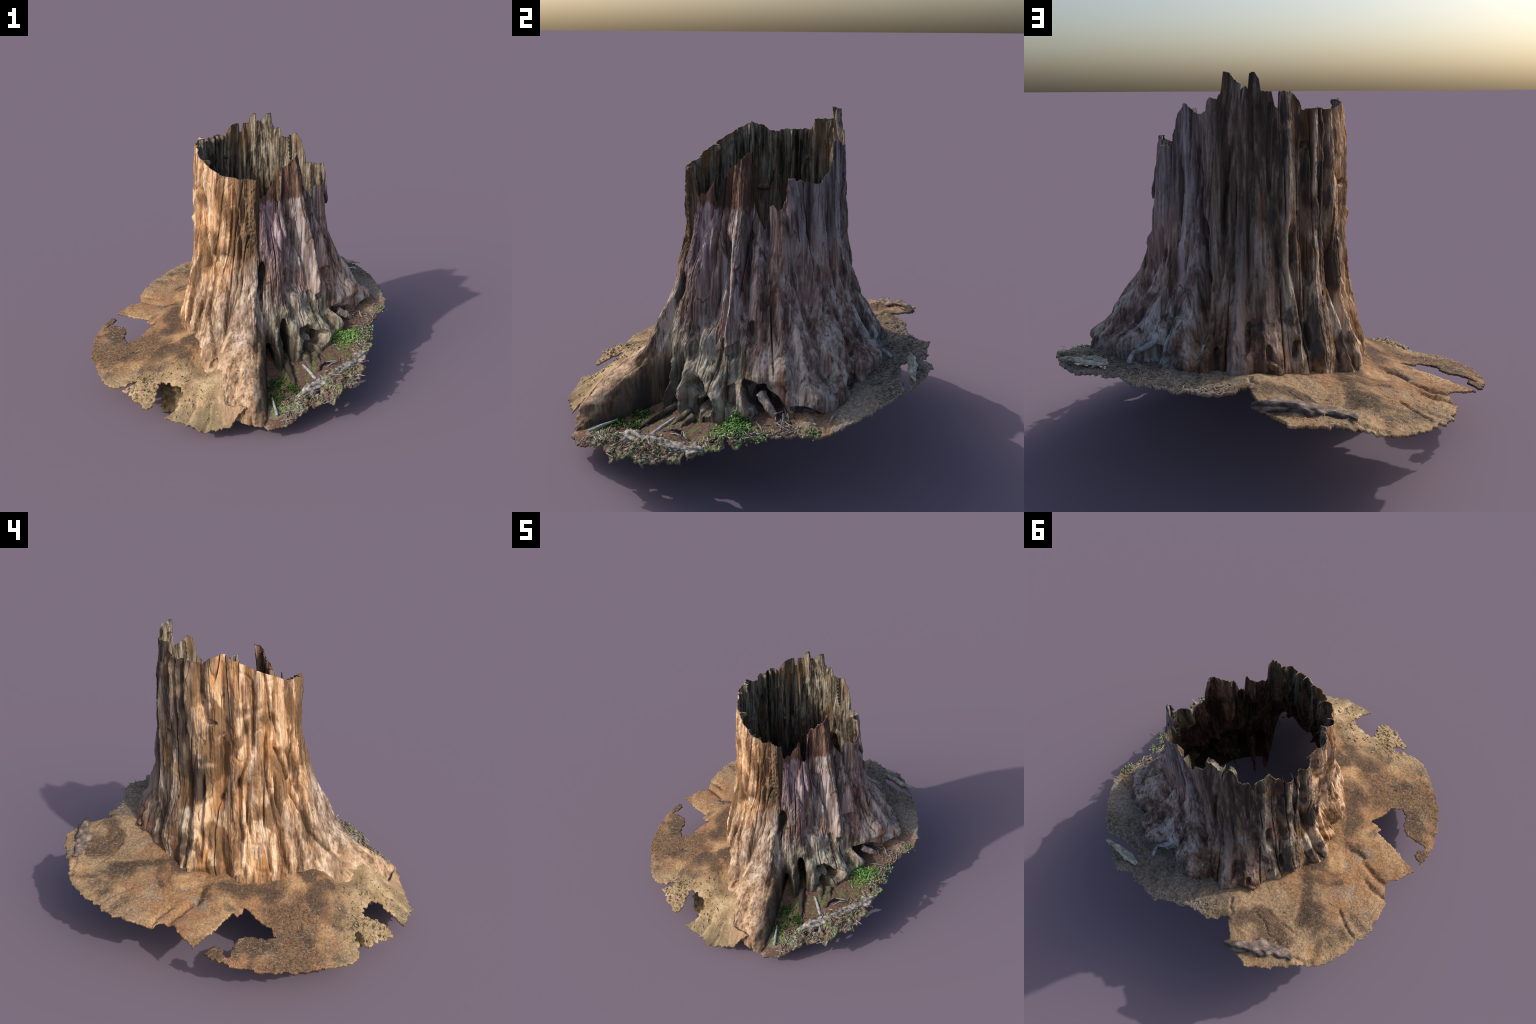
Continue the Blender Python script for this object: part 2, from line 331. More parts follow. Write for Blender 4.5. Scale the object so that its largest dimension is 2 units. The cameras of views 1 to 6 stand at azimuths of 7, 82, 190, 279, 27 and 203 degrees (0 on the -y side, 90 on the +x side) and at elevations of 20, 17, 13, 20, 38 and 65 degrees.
def build_wall_arrays():
    az = -180 + 360 * np.arange(COLS) / COLS
    zb, rb = ground_contact(az)
    tip = smooth(-106, -100, az) * (1 - smooth(-78, -74, az))
    zb = np.maximum(zb - .03 + .026 * tip, .012)
    rim = curve(RIM, az, soft=False)
    smooth_cut = smooth(-172, -160, az) * (1 - smooth(-90, -84, az))
    jag = 1 - .75 * smooth_cut
    a = np.radians(az)
    c, s = np.cos(a) * .4, np.sin(a) * .4
    rim = rim + jag * (.010 * perlin(c * 26, s * 26, 0, 41) + .005 * perlin(c * 90, s * 90, 0, 42))
    t = (np.arange(ROWS) / (ROWS - 1.0)) ** 1.18
    Z = zb[None, :] + t[:, None] * (rim - zb)[None, :]
    A = np.broadcast_to(az[None, :], Z.shape)
    base = trunk_radius(A.ravel(), Z.ravel()).reshape(Z.shape)
    d = wall_relief(A.ravel(), Z.ravel(), base.ravel(), np.broadcast_to(zb[None, :], Z.shape).ravel()).reshape(Z.shape)
    R = np.maximum(base + d, .2)
    # wall thickness, thinner towards the torn rim
    spire = smooth(80, 84, az) * (1 - smooth(105, 108, az))
    thick = .003 + .003 * smooth(0, .12, rim[None, :] - Z) + .018 * spire[None, :] * smooth(1.42, 1.54, Z)
    ca, sa = np.cos(np.radians(A)), np.sin(np.radians(A))
    lean = .004 * fbm(ca * 6, sa * 6, Z * 8, 2, 51)
    outer = np.stack([AXIS[0] + (R + lean) * ca, AXIS[1] + (R + lean) * sa, Z], -1)
    Rin = R + lean - thick
    inner = np.stack([AXIS[0] + Rin * ca, AXIS[1] + Rin * sa, Z], -1)
    return outer, inner, az, Z, R


# ------------------------------------------------------------------ soil sheet
def poly_dist(x, y, pts):
    """Signed distance to a closed tear line (positive outside it)."""
    p = np.array(pts, float)
    q = np.roll(p, -1, 0)
    best = np.full(x.shape, 9.0)
    inside = np.zeros(x.shape, bool)
    for (x0, y0), (x1, y1) in zip(p, q):
        ex, ey = x1 - x0, y1 - y0
        t = np.clip(((x - x0) * ex + (y - y0) * ey) / (ex * ex + ey * ey), 0, 1)
        best = np.minimum(best, np.hypot(x - x0 - t * ex, y - y0 - t * ey))
        cross = ((y0 > y) != (y1 > y)) & (x < (x1 - x0) * (y - y0) / np.where(y1 == y0, 1e-9, y1 - y0) + x0)
        inside ^= cross
    return np.where(inside, -best, best)


# reach of the sheet from the origin by bearing
REACH = [(-180, .95), (-172, .985), (-160, 1.012), (-150, 1.012), (-138, 1.015), (-135, .985), (-131, .97), (-126, .985), (-117, .985), (-113, 1.0),
         (-109, .985), (-101, .985), (-96, 1.003), (-93, .985), (-86, .955), (-83, .93), (-79, .90), (-75, .91), (-73, .99), (-68, .975), (-63, .965), (-60, .94), (-56, .905),
         (-53, .92), (-48, .955), (-44, .945), (-40, .925), (-39, .955), (-34, .96), (-29, .92), (-24, .925), (-22, .90), (-18, .885), (-15, .90), (-14, .82),
         (-12, .88), (-10, .90), (-9, .85), (-7, .855), (-2, .85), (2, .90), (5, .915), (7, .94), (10, .99), (16, 1.0), (24, 1.01), (34, 1.012), (38, 1.02),
         (44, 1.012), (50, 1.015), (52, .962), (58, .945), (66, .933), (68, .887), (73, .860), (77, .826), (85, .838), (90, .80), (92, .80), (94.5, .86),
         (95, .915), (98, .956), (102, 1.015), (110, 1.008), (121, .995), (123, 1.01), (127, 1.008), (133, .99), (140, .955), (143, .96), (149, .927),
         (155, .893), (158, .872), (162.5, .812), (164, .815), (168, .85), (171, .88), (174, .91), (180, .95)]
TEARS = [
    # the wedge torn out of the west side
    [(-.568, -.110), (-.628, -.183), (-.667, -.256), (-.718, -.287), (-.760, -.239), (-.756, -.183), (-.798, -.117), (-.870, -.100), (-.925, -.105),
     (-.930, -.075), (-.895, -.055), (-.885, -.015), (-.93, .032), (-1.15, .10), (-.91, .088), (-.76, .003), (-.629, -.058), (-.640, -.085)],
    # south-west gap that leaves a crumbly island
    [(-.232, -.805), (-.262, -.870), (-.317, -.939), (-.37, -1.06), (-.436, -.888), (-.388, -.815), (-.392, -.765), (-.408, -.722), (-.387, -.707),
     (-.362, -.715), (-.306, -.730), (-.252, -.755)],
    [(-.545, -.685), (-.655, -.775), (-.80, -.88), (-.735, -.715), (-.690, -.700), (-.605, -.692), (-.56, -.670)],
    # east hole behind the log, and the north-east gap beside the pale strip
    [(.553, -.394), (.60, -.372), (.643, -.343), (.655, -.356), (.597, -.436), (.565, -.490), (.526, -.497)],
    [(1.02, .60), (.83, .603), (.70, .645), (.575, .690), (.565, .672), (.60, .630), (.72, .597), (.827, .585), (.95, .54)],
]


def sheet_field(x, y):
    """Positive where there is soil; roughly a distance in metres."""
    phi = np.degrees(np.arctan2(y, x))
    rho = np.hypot(x, y)
    f = .997 * np.interp(phi, *np.array(REACH).T) - rho - .002
    for tear in TEARS:
        f = np.minimum(f, poly_dist(x, y, tear))
    rag = .010 * perlin(x * 22, y * 22, 0, 61) + .009 * perlin(x * 52, y * 52, 0, 62) + .004 * perlin(x * 120, y * 120, 0, 66)
    crumb = smooth(.19, .05, np.hypot(x + .52, y + .76))
    f = f + rag * (1 + .8 * crumb) - crumb * .030 * smooth(.30, .55, perlin(x * 42, y * 42, 3, 63))
    east = smooth(.35, .55, x) * smooth(.0, -.2, y) * smooth(.12, .0, f)
    f = f + .014 * east
    strip = smooth(.35, .5, x) * smooth(.0, -.15, y) * smooth(.76, .82, rho)
    f = np.minimum(f, f * 0 + .030 - strip * .055 * smooth(.22, .48, perlin(x * 17, y * 17, 5, 64)) + (1 - strip))
    # opening under the stump
    q = np.stack([x - AXIS[0], y - AXIS[1]])
    az = np.degrees(np.arctan2(q[1], q[0]))
    grid = np.linspace(-180, 180, 721)
    _, rb = ground_contact(grid)
    rb = rb - .035
    bank = smooth(-150, -120, grid) * (1 - smooth(-98, -94.5, grid))
    shelf = np.interp(grid, [-150, -137, -125, -115, -107, -100, -95], [.45, .47, .49, .51, .55, .60, .68])
    rb = rb * (1 - bank) + bank * shelf
    cave = smooth(-78, -74, grid) * (1 - smooth(-4, 6, grid))
    rb = rb * (1 - cave) + cave * np.minimum(rb, .36)
    inner = np.hypot(*q) - np.interp(az, grid, rb)
    return np.minimum(f, inner)


SOIL_LINES = [   # cracks and ledges in the soil: points, half width, depth
    ([(-.010, .68), (-.014, .727), (-.045, .75), (-.035, .77), (-.022, .80)], .006, .014),
    ([(-.62, .17), (-.70, .215), (-.77, .24)], .018, .022), ([(-.65, .26), (-.72, .30), (-.80, .32)], .014, .018),
    ([(-.52, .13), (-.56, .12), (-.60, .135)], .012, .014),
    ([(-.58, .50), (-.64, .57), (-.69, .60)], .010, .018), ([(-.40, .85), (-.48, .84), (-.50, .86)], .008, .014),
    ([(-.16, .70), (-.22, .73), (-.26, .78), (-.34, .80)], .007, .012), ([(-.2, .66), (-.3, .69), (-.4, .72)], .005, .008),
    ([(-.55, -.33), (-.62, -.35), (-.66, -.42)], .006, .010), ([(-.40, -.38), (-.44, -.45)], .006, .008),
    ([(-.15, -.80), (-.14, -.88), (-.17, -.95)], .007, .012), ([(-.06, -.86), (-.05, -.93), (-.08, -.99)], .007, .012),
]


def soil_height(x, y):
    z = soil_form(x, y)
    az = np.degrees(np.arctan2(y - .05, x - .1))
    litter = smooth(.25, .5, x) * smooth(-.9, -.7, y) + smooth(.35, .6, y) * smooth(-.1, .2, x)
    litter = np.clip(litter, 0, 1)
    z = z - .024 * smooth(-104, -96.5, az) * (1 - smooth(-92, -88, az)) * smooth(-.42, -.55, y)
    z = z + .012 * fbm(x * 4, y * 4, 0, 3, 71) + (.003 + .003 * litter) * fbm(x * 22, y * 22, 0, 3, 72)
    z = z + (.0016 + .003 * litter) * fbm(x * 75, y * 75, 0, 2, 73)
    crumb = smooth(.22, .08, np.hypot(x + .52, y + .76)) + smooth(.25, .1, np.hypot(x + .2, y + .85)) * .4
    z = z + crumb * (.016 * np.abs(perlin(x * 34, y * 34, 1, 74)) - .004)
    edge = smooth(.80, 1.0, np.hypot(x, y))
    z = z + edge * .006 * fbm(x * 12, y * 12, 2, 3, 75) - .008 * edge * edge
    rubble = smooth(.35, .5, x) * smooth(.0, -.15, y) * smooth(.74, .84, np.hypot(x, y))
    z = z + rubble * (.022 * np.abs(perlin(x * 24, y * 24, 6, 77)) + .012 * perlin(x * 50, y * 50, 6, 78))
    for line, w, depth in SOIL_LINES:
        best = np.full(np.shape(x), 9.0)
        for (x0, y0), (x1, y1) in zip(line[:-1], line[1:]):
            ex, ey = x1 - x0, y1 - y0
            t = np.clip(((x - x0) * ex + (y - y0) * ey) / (ex * ex + ey * ey), 0, 1)
            best = np.minimum(best, np.hypot(x - x0 - t * ex, y - y0 - t * ey))
        best = best + .006 * perlin(x * 40, y * 40, w * 100, 76)
        z = z - depth * np.exp(-(np.abs(best) / w) ** 2)
    return z


SHEET_STEP = .0062


def build_sheet_arrays():
    n = int(2.08 / SHEET_STEP)
    g = -1.04 + SHEET_STEP * np.arange(n + 1)
    X, Y = np.meshgrid(g, g, indexing="ij")
    x, y = X.ravel().copy(), Y.ravel().copy()
    f = sheet_field(x, y)
    F = f.reshape(X.shape)
    gx, gy = np.gradient(F, SHEET_STEP)
    gx, gy = gx.ravel(), gy.ravel()
    g2 = np.maximum(np.hypot(gx, gy), .5)
    idx = np.arange((n + 1) ** 2).reshape(n + 1, n + 1)
    quads = np.stack([idx[:-1, :-1], idx[1:, :-1], idx[1:, 1:], idx[:-1, 1:]], -1).reshape(-1, 4)
    keep = (f[quads] > -.75 * SHEET_STEP).all(1) & (f[quads].max(1) > 0)
    quads = quads[keep]
    move = f < .25 * SHEET_STEP
    step = np.clip(f / g2, -1.0 * SHEET_STEP, .3 * SHEET_STEP)
    x[move] -= (step * gx / g2)[move]
    y[move] -= (step * gy / g2)[move]
    used = np.unique(quads)
    remap = np.full((n + 1) ** 2, -1)
    remap[used] = np.arange(len(used))
    quads = remap[quads]
    x, y = x[used], y[used]
    # drop crumbs of only a few faces that float free
    lab = np.arange(len(x))
    for _ in range(400):
        m = lab[quads].min(1)
        new = lab.copy()
        for k in range(4):
            np.minimum.at(new, quads[:, k], m)
        new = new[new]
        if (new == lab).all():
            break
        lab = new
    size = np.bincount(lab[quads[:, 0]], minlength=len(x))
    quads = quads[size[lab[quads[:, 0]]] > 14]
    used = np.unique(quads)
    remap = np.full(len(x), -1)
    remap[used] = np.arange(len(used))
    quads = remap[quads]
    x, y = x[used], y[used]
    return x, y, np.maximum(soil_height(x, y), .02), quads

# ================================================================== Blender
import bpy
import random
from mathutils import Vector

rng = random.Random(7)
scene = bpy.context.scene
root_empty = bpy.data.objects.new("tree_stump", None)
scene.collection.objects.link(root_empty)
root_empty["label"] = "hollow broken tree stump on a torn patch of forest soil"
root_empty["category"] = "tree stump"


def add_part(name, mesh, parent=None, mat=None, kind=None):
    o = bpy.data.objects.new(name, mesh)
    scene.collection.objects.link(o)
    o.parent = parent or root_empty
    if mat is not None and not mesh.materials:
        mesh.materials.append(mat)
    if kind:
        o["kind"] = kind
    return o


def mesh_from(name, verts, faces, normals=None):
    """Mesh from an (n,3) array and a list of face index arrays (n,4) / (n,3)."""
    faces = [f for f in (faces if isinstance(faces, list) else [faces]) if len(f)]
    me = bpy.data.meshes.new(name)
    verts = np.ascontiguousarray(verts, np.float32)
    me.vertices.add(len(verts))
    me.vertices.foreach_set("co", verts.ravel())
    loops = np.concatenate([f.ravel() for f in faces]).astype(np.int32)
    sizes = np.concatenate([np.full(len(f), f.shape[1]) for f in faces]).astype(np.int32)
    starts = np.concatenate([[0], np.cumsum(sizes)[:-1]]).astype(np.int32)
    me.loops.add(len(loops))
    me.loops.foreach_set("vertex_index", loops)
    me.polygons.add(len(sizes))
    me.polygons.foreach_set("loop_start", starts)
    me.polygons.foreach_set("loop_total", sizes)
    me.update(calc_edges=True)
    me.polygons.foreach_set("use_smooth", np.ones(len(sizes), bool))
    if normals is not None:
        me.normals_split_custom_set_from_vertices([tuple(v) for v in normals])
    me.validate(clean_customdata=False)
    return me


def subset(verts, quads, normals=None):
    used = np.unique(quads)
    remap = np.full(len(verts), -1)
    remap[used] = np.arange(len(used))
    return verts[used], remap[quads], None if normals is None else normals[used]


def vertex_normals(verts, quads):
    p = verts[quads]
    fn = np.cross(p[:, 2] - p[:, 0], p[:, 3] - p[:, 1])
    out = np.zeros_like(verts)
    for k in range(4):
        np.add.at(out, quads[:, k], fn)
    return out / np.maximum(np.linalg.norm(out, axis=1, keepdims=True), 1e-12)


# ------------------------------------------------------------------ node helper
class Nodes:
    def __init__(self, name):
        self.mat = bpy.data.materials.new(name)
        self.mat.use_nodes = True
        self.t = self.mat.node_tree
        self.bsdf = self.t.nodes["Principled BSDF"]
        self.bsdf.inputs["Specular IOR Level"].default_value = .25
        self.coord = self.t.nodes.new("ShaderNodeTexCoord").outputs["Object"]

    def node(self, kind, inputs=(), **props):
        n = self.t.nodes.new(kind)
        for k, v in props.items():
            setattr(n, k, v)
        for k, v in dict(inputs).items():
            s = n.inputs[k]
            if isinstance(v, bpy.types.NodeSocket):
                self.t.links.new(v, s)
            else:
                s.default_value = v
        return n

    def math(self, op, a, b=0.0, clamp=False):
        return self.node("ShaderNodeMath", {0: a, 1: b}, operation=op, use_clamp=clamp).outputs[0]

    def scaled(self, sx, sy, sz, shift=(0, 0, 0), vec=None):
        return self.node("ShaderNodeMapping", {"Vector": vec or self.coord, "Scale": (sx, sy, sz), "Location": shift}).outputs[0]

    def noise(self, vec, scale=1.0, detail=4.0, rough=.55, distort=0.0):
        return self.node("ShaderNodeTexNoise", {"Vector": vec, "Scale": scale, "Detail": detail, "Roughness": rough, "Distortion": distort}).outputs["Fac"]

    def step(self, v, lo, hi, a=0.0, b=1.0):
        return self.node("ShaderNodeMapRange", {"Value": v, "From Min": lo, "From Max": hi, "To Min": a, "To Max": b}, interpolation_type="SMOOTHSTEP").outputs[0]

    def mix(self, fac, a, b, blend="MIX"):
        n = self.t.nodes.new("ShaderNodeMix")
        n.data_type, n.blend_type = "RGBA", blend
        for s, v in ((n.inputs[0], fac), (n.inputs[6], a), (n.inputs[7], b)):
            if isinstance(v, bpy.types.NodeSocket):
                self.t.links.new(v, s)
            elif isinstance(v, (tuple, list)):
                s.default_value = (*v, 1) if len(v) == 3 else v
            else:
                s.default_value = v
        return n.outputs[2]

    def ramp(self, fac, stops):
        n = self.t.nodes.new("ShaderNodeValToRGB")
        e = n.color_ramp.elements
        while len(e) < len(stops):
            e.new(.5)
        for el, (p, c) in zip(e, stops):
            el.position, el.color = p, (*c, 1)
        self.t.links.new(fac, n.inputs[0])
        return n.outputs[0]

    def mul(self, *a):
        out = a[0]
        for b in a[1:]:
            out = self.math("MULTIPLY", out, b)
        return out

    def finish(self, colour, rough=.9, bump=None, strength=.4, dist=.01):
        self.t.links.new(colour, self.bsdf.inputs["Base Color"])
        self.bsdf.inputs["Roughness"].default_value = rough
        if bump is not None:
            b = self.node("ShaderNodeBump", {"Height": bump, "Strength": strength, "Distance": dist})
            self.t.links.new(b.outputs[0], self.bsdf.inputs["Normal"])
        return self.mat


def bearing(n, wobble):
    """Bearing round the stump in degrees, -180..180, with ragged edges; turned so the seam falls at -180 + turn."""
    sep = n.node("ShaderNodeSeparateXYZ", {0: n.coord})
    dx, dy = n.math("SUBTRACT", sep.outputs[0], AXIS[0]), n.math("SUBTRACT", sep.outputs[1], AXIS[1])
    out = {}
    for turn in (0, 180):
        s = -1.0 if turn else 1.0
        a = n.node("ShaderNodeMath", {0: n.math("MULTIPLY", dy, s), 1: n.math("MULTIPLY", dx, s)}, operation="ARCTAN2").outputs[0]
        out[turn] = n.math("ADD", n.math("MULTIPLY", a, 180 / math.pi), wobble)
    return out, sep.outputs[2]


def band(n, b, lo, hi, soft=5.0):
    """1 between two bearings."""
    turn = 0
    if hi > 180 or lo < -180 or lo > hi:
        turn = 180
    v = b[turn]
    if turn:
        lo, hi = lo - 180, hi - 180
    return n.mul(n.step(v, lo - soft, lo + soft), n.step(v, hi - soft, hi + soft, 1.0, 0.0))


def wood_material():
    n = Nodes("weathered_wood")
    broad = n.noise(n.scaled(2.2, 2.2, 1.1), 1.0, 4)
    streak = n.noise(n.scaled(13, 13, .7), 1.0, 5, .58)
    fine = n.noise(n.scaled(90, 90, 4.5), 1.0, 4, .6)
    grain = n.noise(n.scaled(46, 46, 1.6, (3, 3, 3)), 1.0, 4, .6)
    blot = n.noise(n.scaled(6.2, 6.2, 5.0, (3, 1, 2)), 1.0, 3, .5, .6)
    blot2 = n.noise(n.scaled(9, 9, 2.2, (7, 4, 2)), 1.0, 4, .55)
    wob = n.math("MULTIPLY", n.math("SUBTRACT", n.noise(n.scaled(16, 16, 3, (5, 5, 5)), 1.0, 4), .5), 26)
    b, z = bearing(n, wob)
    bs, _ = bearing(n, n.math("MULTIPLY", wob, .25))
    zz = n.math("ADD", z, n.math("MULTIPLY", n.math("SUBTRACT", n.noise(n.scaled(40, 40, 4), 1.0, 3), .5), .13))
    s = n.math("ADD", n.math("MULTIPLY", streak, .5), n.math("ADD", n.math("MULTIPLY", fine, .25), n.math("MULTIPLY", grain, .25)))
    s = n.step(s, .34, .66, .2, .8)

    def woody(stops):
        return n.ramp(s, stops)
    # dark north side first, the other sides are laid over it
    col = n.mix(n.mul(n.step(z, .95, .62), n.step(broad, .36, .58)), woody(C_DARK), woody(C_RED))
    col = n.mix(n.mul(band(n, b, 116, 170, 4), n.step(blot2, .36, .56)), col, woody(C_NW))
    west = band(n, b, 158, 262, 5)
    col = n.mix(west, col, woody(C_TAN))
    greyed = n.mul(west, n.step(n.noise(n.scaled(12, 12, 3, (1, 9, 5)), 1.0, 3), .52, .64))
    col = n.mix(n.mul(greyed, .6), col, woody(C_GREY))
    orange = n.mul(west, n.step(blot2, .55, .67))
    col = n.mix(n.mul(orange, .6), col, (.50, .22, .065))
    pale = n.mul(west, n.step(n.noise(n.scaled(20, 20, 1.1, (2, 8, 1)), 1.0, 3), .55, .64))
    col = n.mix(n.mul(pale, .7), col, (.80, .62, .44))
    dapple_shade = n.mul(band(n, b, 120, 275, 6), n.step(blot, .455, .585))  # tree-shadow dapples from the scan, painted into the bark colour
    col = n.mix(n.mul(dapple_shade, .87), col, n.mix(streak, (.07, .036, .018), (.24, .125, .055)))
    # east: grey and mauve-brown
    east = band(n, b, -83, 72, 4)
    col = n.mix(east, col, n.mix(n.step(broad, .42, .60), woody(C_MAUVE), woody(C_SLATE)))
    low_e = n.mul(band(n, b, -40, 30, 8), n.step(zz, .82, .55))
    col = n.mix(n.mul(low_e, n.step(blot2, .36, .58), .75), col, woody(C_PINK))
    ribs = n.mul(band(n, b, -50, 62, 6), n.step(n.noise(n.scaled(34, 34, 1.3, (1, 2, 3)), 1.0, 2), .57, .66))
    col = n.mix(n.mul(ribs, n.step(z, .55, .9, .25, .6)), col, (.56, .50, .48))
    rust = n.mul(band(n, b, -55, 110, 6), n.step(n.noise(n.scaled(13, 13, 1.6, (9, 2, 3)), 1.0, 3), .58, .67))
    col = n.mix(n.mul(rust, .6), col, (.27, .125, .075))
    umber = n.mul(band(n, b, -60, 70, 6), n.step(n.noise(n.scaled(11, 11, 2.4, (4, 7, 3)), 1.0, 3), .55, .66))
    col = n.mix(n.mul(umber, .55), col, woody(C_DARK))
    # the violet panel on the south-east and the dark red break above it
    violet = n.mul(band(n, bs, -82, -52, 1.5), n.step(zz, .80, .98))
    col = n.mix(n.mul(violet, .7), col, woody(C_VIOLET))
    torn = n.mul(band(n, bs, -82, -16, 1.0), n.step(zz, 1.215, 1.232))
    col = n.mix(torn, col, woody(C_TORN))
    block = n.mul(band(n, b, 7, 70, 3), n.step(zz, .98, 1.15))
    col = n.mix(n.mul(block, .7), col, woody(C_BLOCK))
    # south: rough brown patch above, grey-striped below
    south = n.mul(band(n, bs, -107, -82, 2.5), n.step(zz, .80, .92))
    col = n.mix(n.mul(south, .9), col, woody(C_BROWN))
    foot = n.mul(band(n, b, -112, -70, 6), n.step(zz, .92, .70))
    col = n.mix(n.mul(foot, .75), col, woody(C_GREY))
    shin = n.mul(band(n, b, -142, -100, 8), n.step(zz, .80, .62))
    col = n.mix(n.mul(shin, .6), col, woody(C_SHIN))
    flank = n.mul(band(n, bs, -86, -72, 2), n.step(zz, .50, .42))
    col = n.mix(n.mul(flank, .85), col, woody(C_BROWN))
    ridge = n.mul(band(n, bs, -112, -83, 3), n.step(zz, .46, .36))
    knob = n.noise(n.scaled(34, 7, 14, (2, 2, 2)), 1.0, 5, .65)
    col = n.mix(ridge, col, n.mix(.4, woody(C_ROOT), n.ramp(knob, [(.3, (.10, .06, .036)), (.45, (.34, .21, .125)), (.55, (.52, .36, .235)), (.68, (.74, .58, .43))])))
    # weathered pale-green wood round the root caves
    caves = n.mul(band(n, b, -76, -16, 4), n.step(zz, .66, .54))
    col = n.mix(n.mul(caves, .85), col, woody(C_OLIVE))
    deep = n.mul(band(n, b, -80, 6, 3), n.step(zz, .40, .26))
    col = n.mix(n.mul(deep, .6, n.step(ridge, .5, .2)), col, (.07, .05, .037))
    cave_shade_paint = n.mul(band(n, bs, -78.5, -57, 1.5), n.step(zz, .47, .40))  # near-black colour drawn in for cave shadow between the root columns
    col = n.mix(n.mul(cave_shade_paint, .75), col, (.03, .024, .02))
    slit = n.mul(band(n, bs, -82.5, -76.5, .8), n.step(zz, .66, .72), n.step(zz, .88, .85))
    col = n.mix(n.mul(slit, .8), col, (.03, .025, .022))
    # strip of silvery sapwood on the north
    strip = n.mul(band(n, bs, 91.5, 97, .8), n.step(z, 1.2, .9))
    col = n.mix(n.mul(strip, .6), col, (.32, .27, .26))
    # char on the north-west
    char = n.mul(band(n, b, 104, 172, 5), n.step(n.noise(n.scaled(9, 9, 4, (1, 6, 4)), 1.0, 4), .52, .60))
    col = n.mix(n.mul(char, .8), col, (.042, .036, .034))
    # dark drying checks and pale worn fibres, everywhere
    check = n.math("ABSOLUTE", n.math("SUBTRACT", n.noise(n.scaled(13, 13, .55, (6, 1, 8)), 1.0, 1, .5), .5))
    check = n.mul(n.step(check, .012, .003), n.step(n.noise(n.scaled(5, 5, 3, (8, 8, 8)), 1.0, 2), .40, .55))
    col = n.mix(n.mul(check, n.step(z, .45, .65), .75), col, (.035, .024, .018))
    gloom = n.step(grain, .44, .33)
    col = n.mix(n.mul(gloom, n.step(west, 0, 1, .68, .32)), col, (.055, .038, .028))
    speck = n.step(n.noise(n.scaled(160, 160, 40), 1.0, 3), .60, .72)
    col = n.mix(n.mul(speck, .45), col, (.06, .045, .035))
    hgt = n.math("ADD", n.math("MULTIPLY", fine, .7), n.math("MULTIPLY", n.noise(n.scaled(210, 210, 60), 1.0, 3), .5))
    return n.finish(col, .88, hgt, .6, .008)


C_TAN = [(.25, (.15, .075, .035)), (.42, (.40, .22, .105)), (.56, (.60, .38, .21)), (.74, (.78, .59, .41))]
C_BROWN = [(.25, (.055, .036, .022)), (.5, (.15, .092, .05)), (.75, (.32, .21, .115))]
C_MAUVE = [(.25, (.075, .042, .034)), (.45, (.23, .142, .116)), (.58, (.36, .25, .21)), (.75, (.56, .46, .41))]
C_SLATE = [(.25, (.065, .05, .046)), (.45, (.20, .16, .148)), (.58, (.34, .285, .27)), (.75, (.56, .51, .49))]
C_OLIVE = [(.25, (.05, .042, .026)), (.45, (.175, .15, .105)), (.58, (.30, .27, .195)), (.75, (.46, .42, .33))]
C_DARK = [(.25, (.036, .026, .019)), (.45, (.108, .080, .060)), (.58, (.19, .148, .114)), (.75, (.34, .285, .235))]
C_RED = [(.25, (.045, .026, .018)), (.45, (.145, .078, .05)), (.58, (.26, .155, .105)), (.75, (.36, .25, .20))]
C_NW = [(.25, (.09, .06, .038)), (.45, (.30, .21, .14)), (.58, (.46, .35, .245)), (.75, (.60, .50, .39))]
C_PINK = [(.25, (.09, .056, .042)), (.45, (.26, .18, .14)), (.6, (.42, .325, .27)), (.78, (.60, .52, .46))]
C_VIOLET = [(.25, (.11, .07, .085)), (.45, (.23, .16, .185)), (.58, (.35, .265, .30)), (.75, (.50, .42, .45))]
C_TORN = [(.25, (.045, .025, .018)), (.5, (.13, .07, .05)), (.75, (.27, .165, .12))]
C_BLOCK = [(.25, (.055, .045, .048)), (.5, (.155, .132, .136)), (.75, (.35, .31, .31))]
C_SHIN = [(.25, (.05, .034, .024)), (.45, (.19, .13, .09)), (.6, (.36, .265, .19)), (.78, (.62, .51, .40))]
C_ROOT = [(.25, (.09, .055, .032)), (.45, (.34, .21, .12)), (.6, (.54, .38, .25)), (.78, (.74, .60, .46))]
C_GREY = [(.25, (.07, .048, .036)), (.45, (.235, .17, .128)), (.6, (.41, .32, .25)), (.78, (.64, .55, .46))]


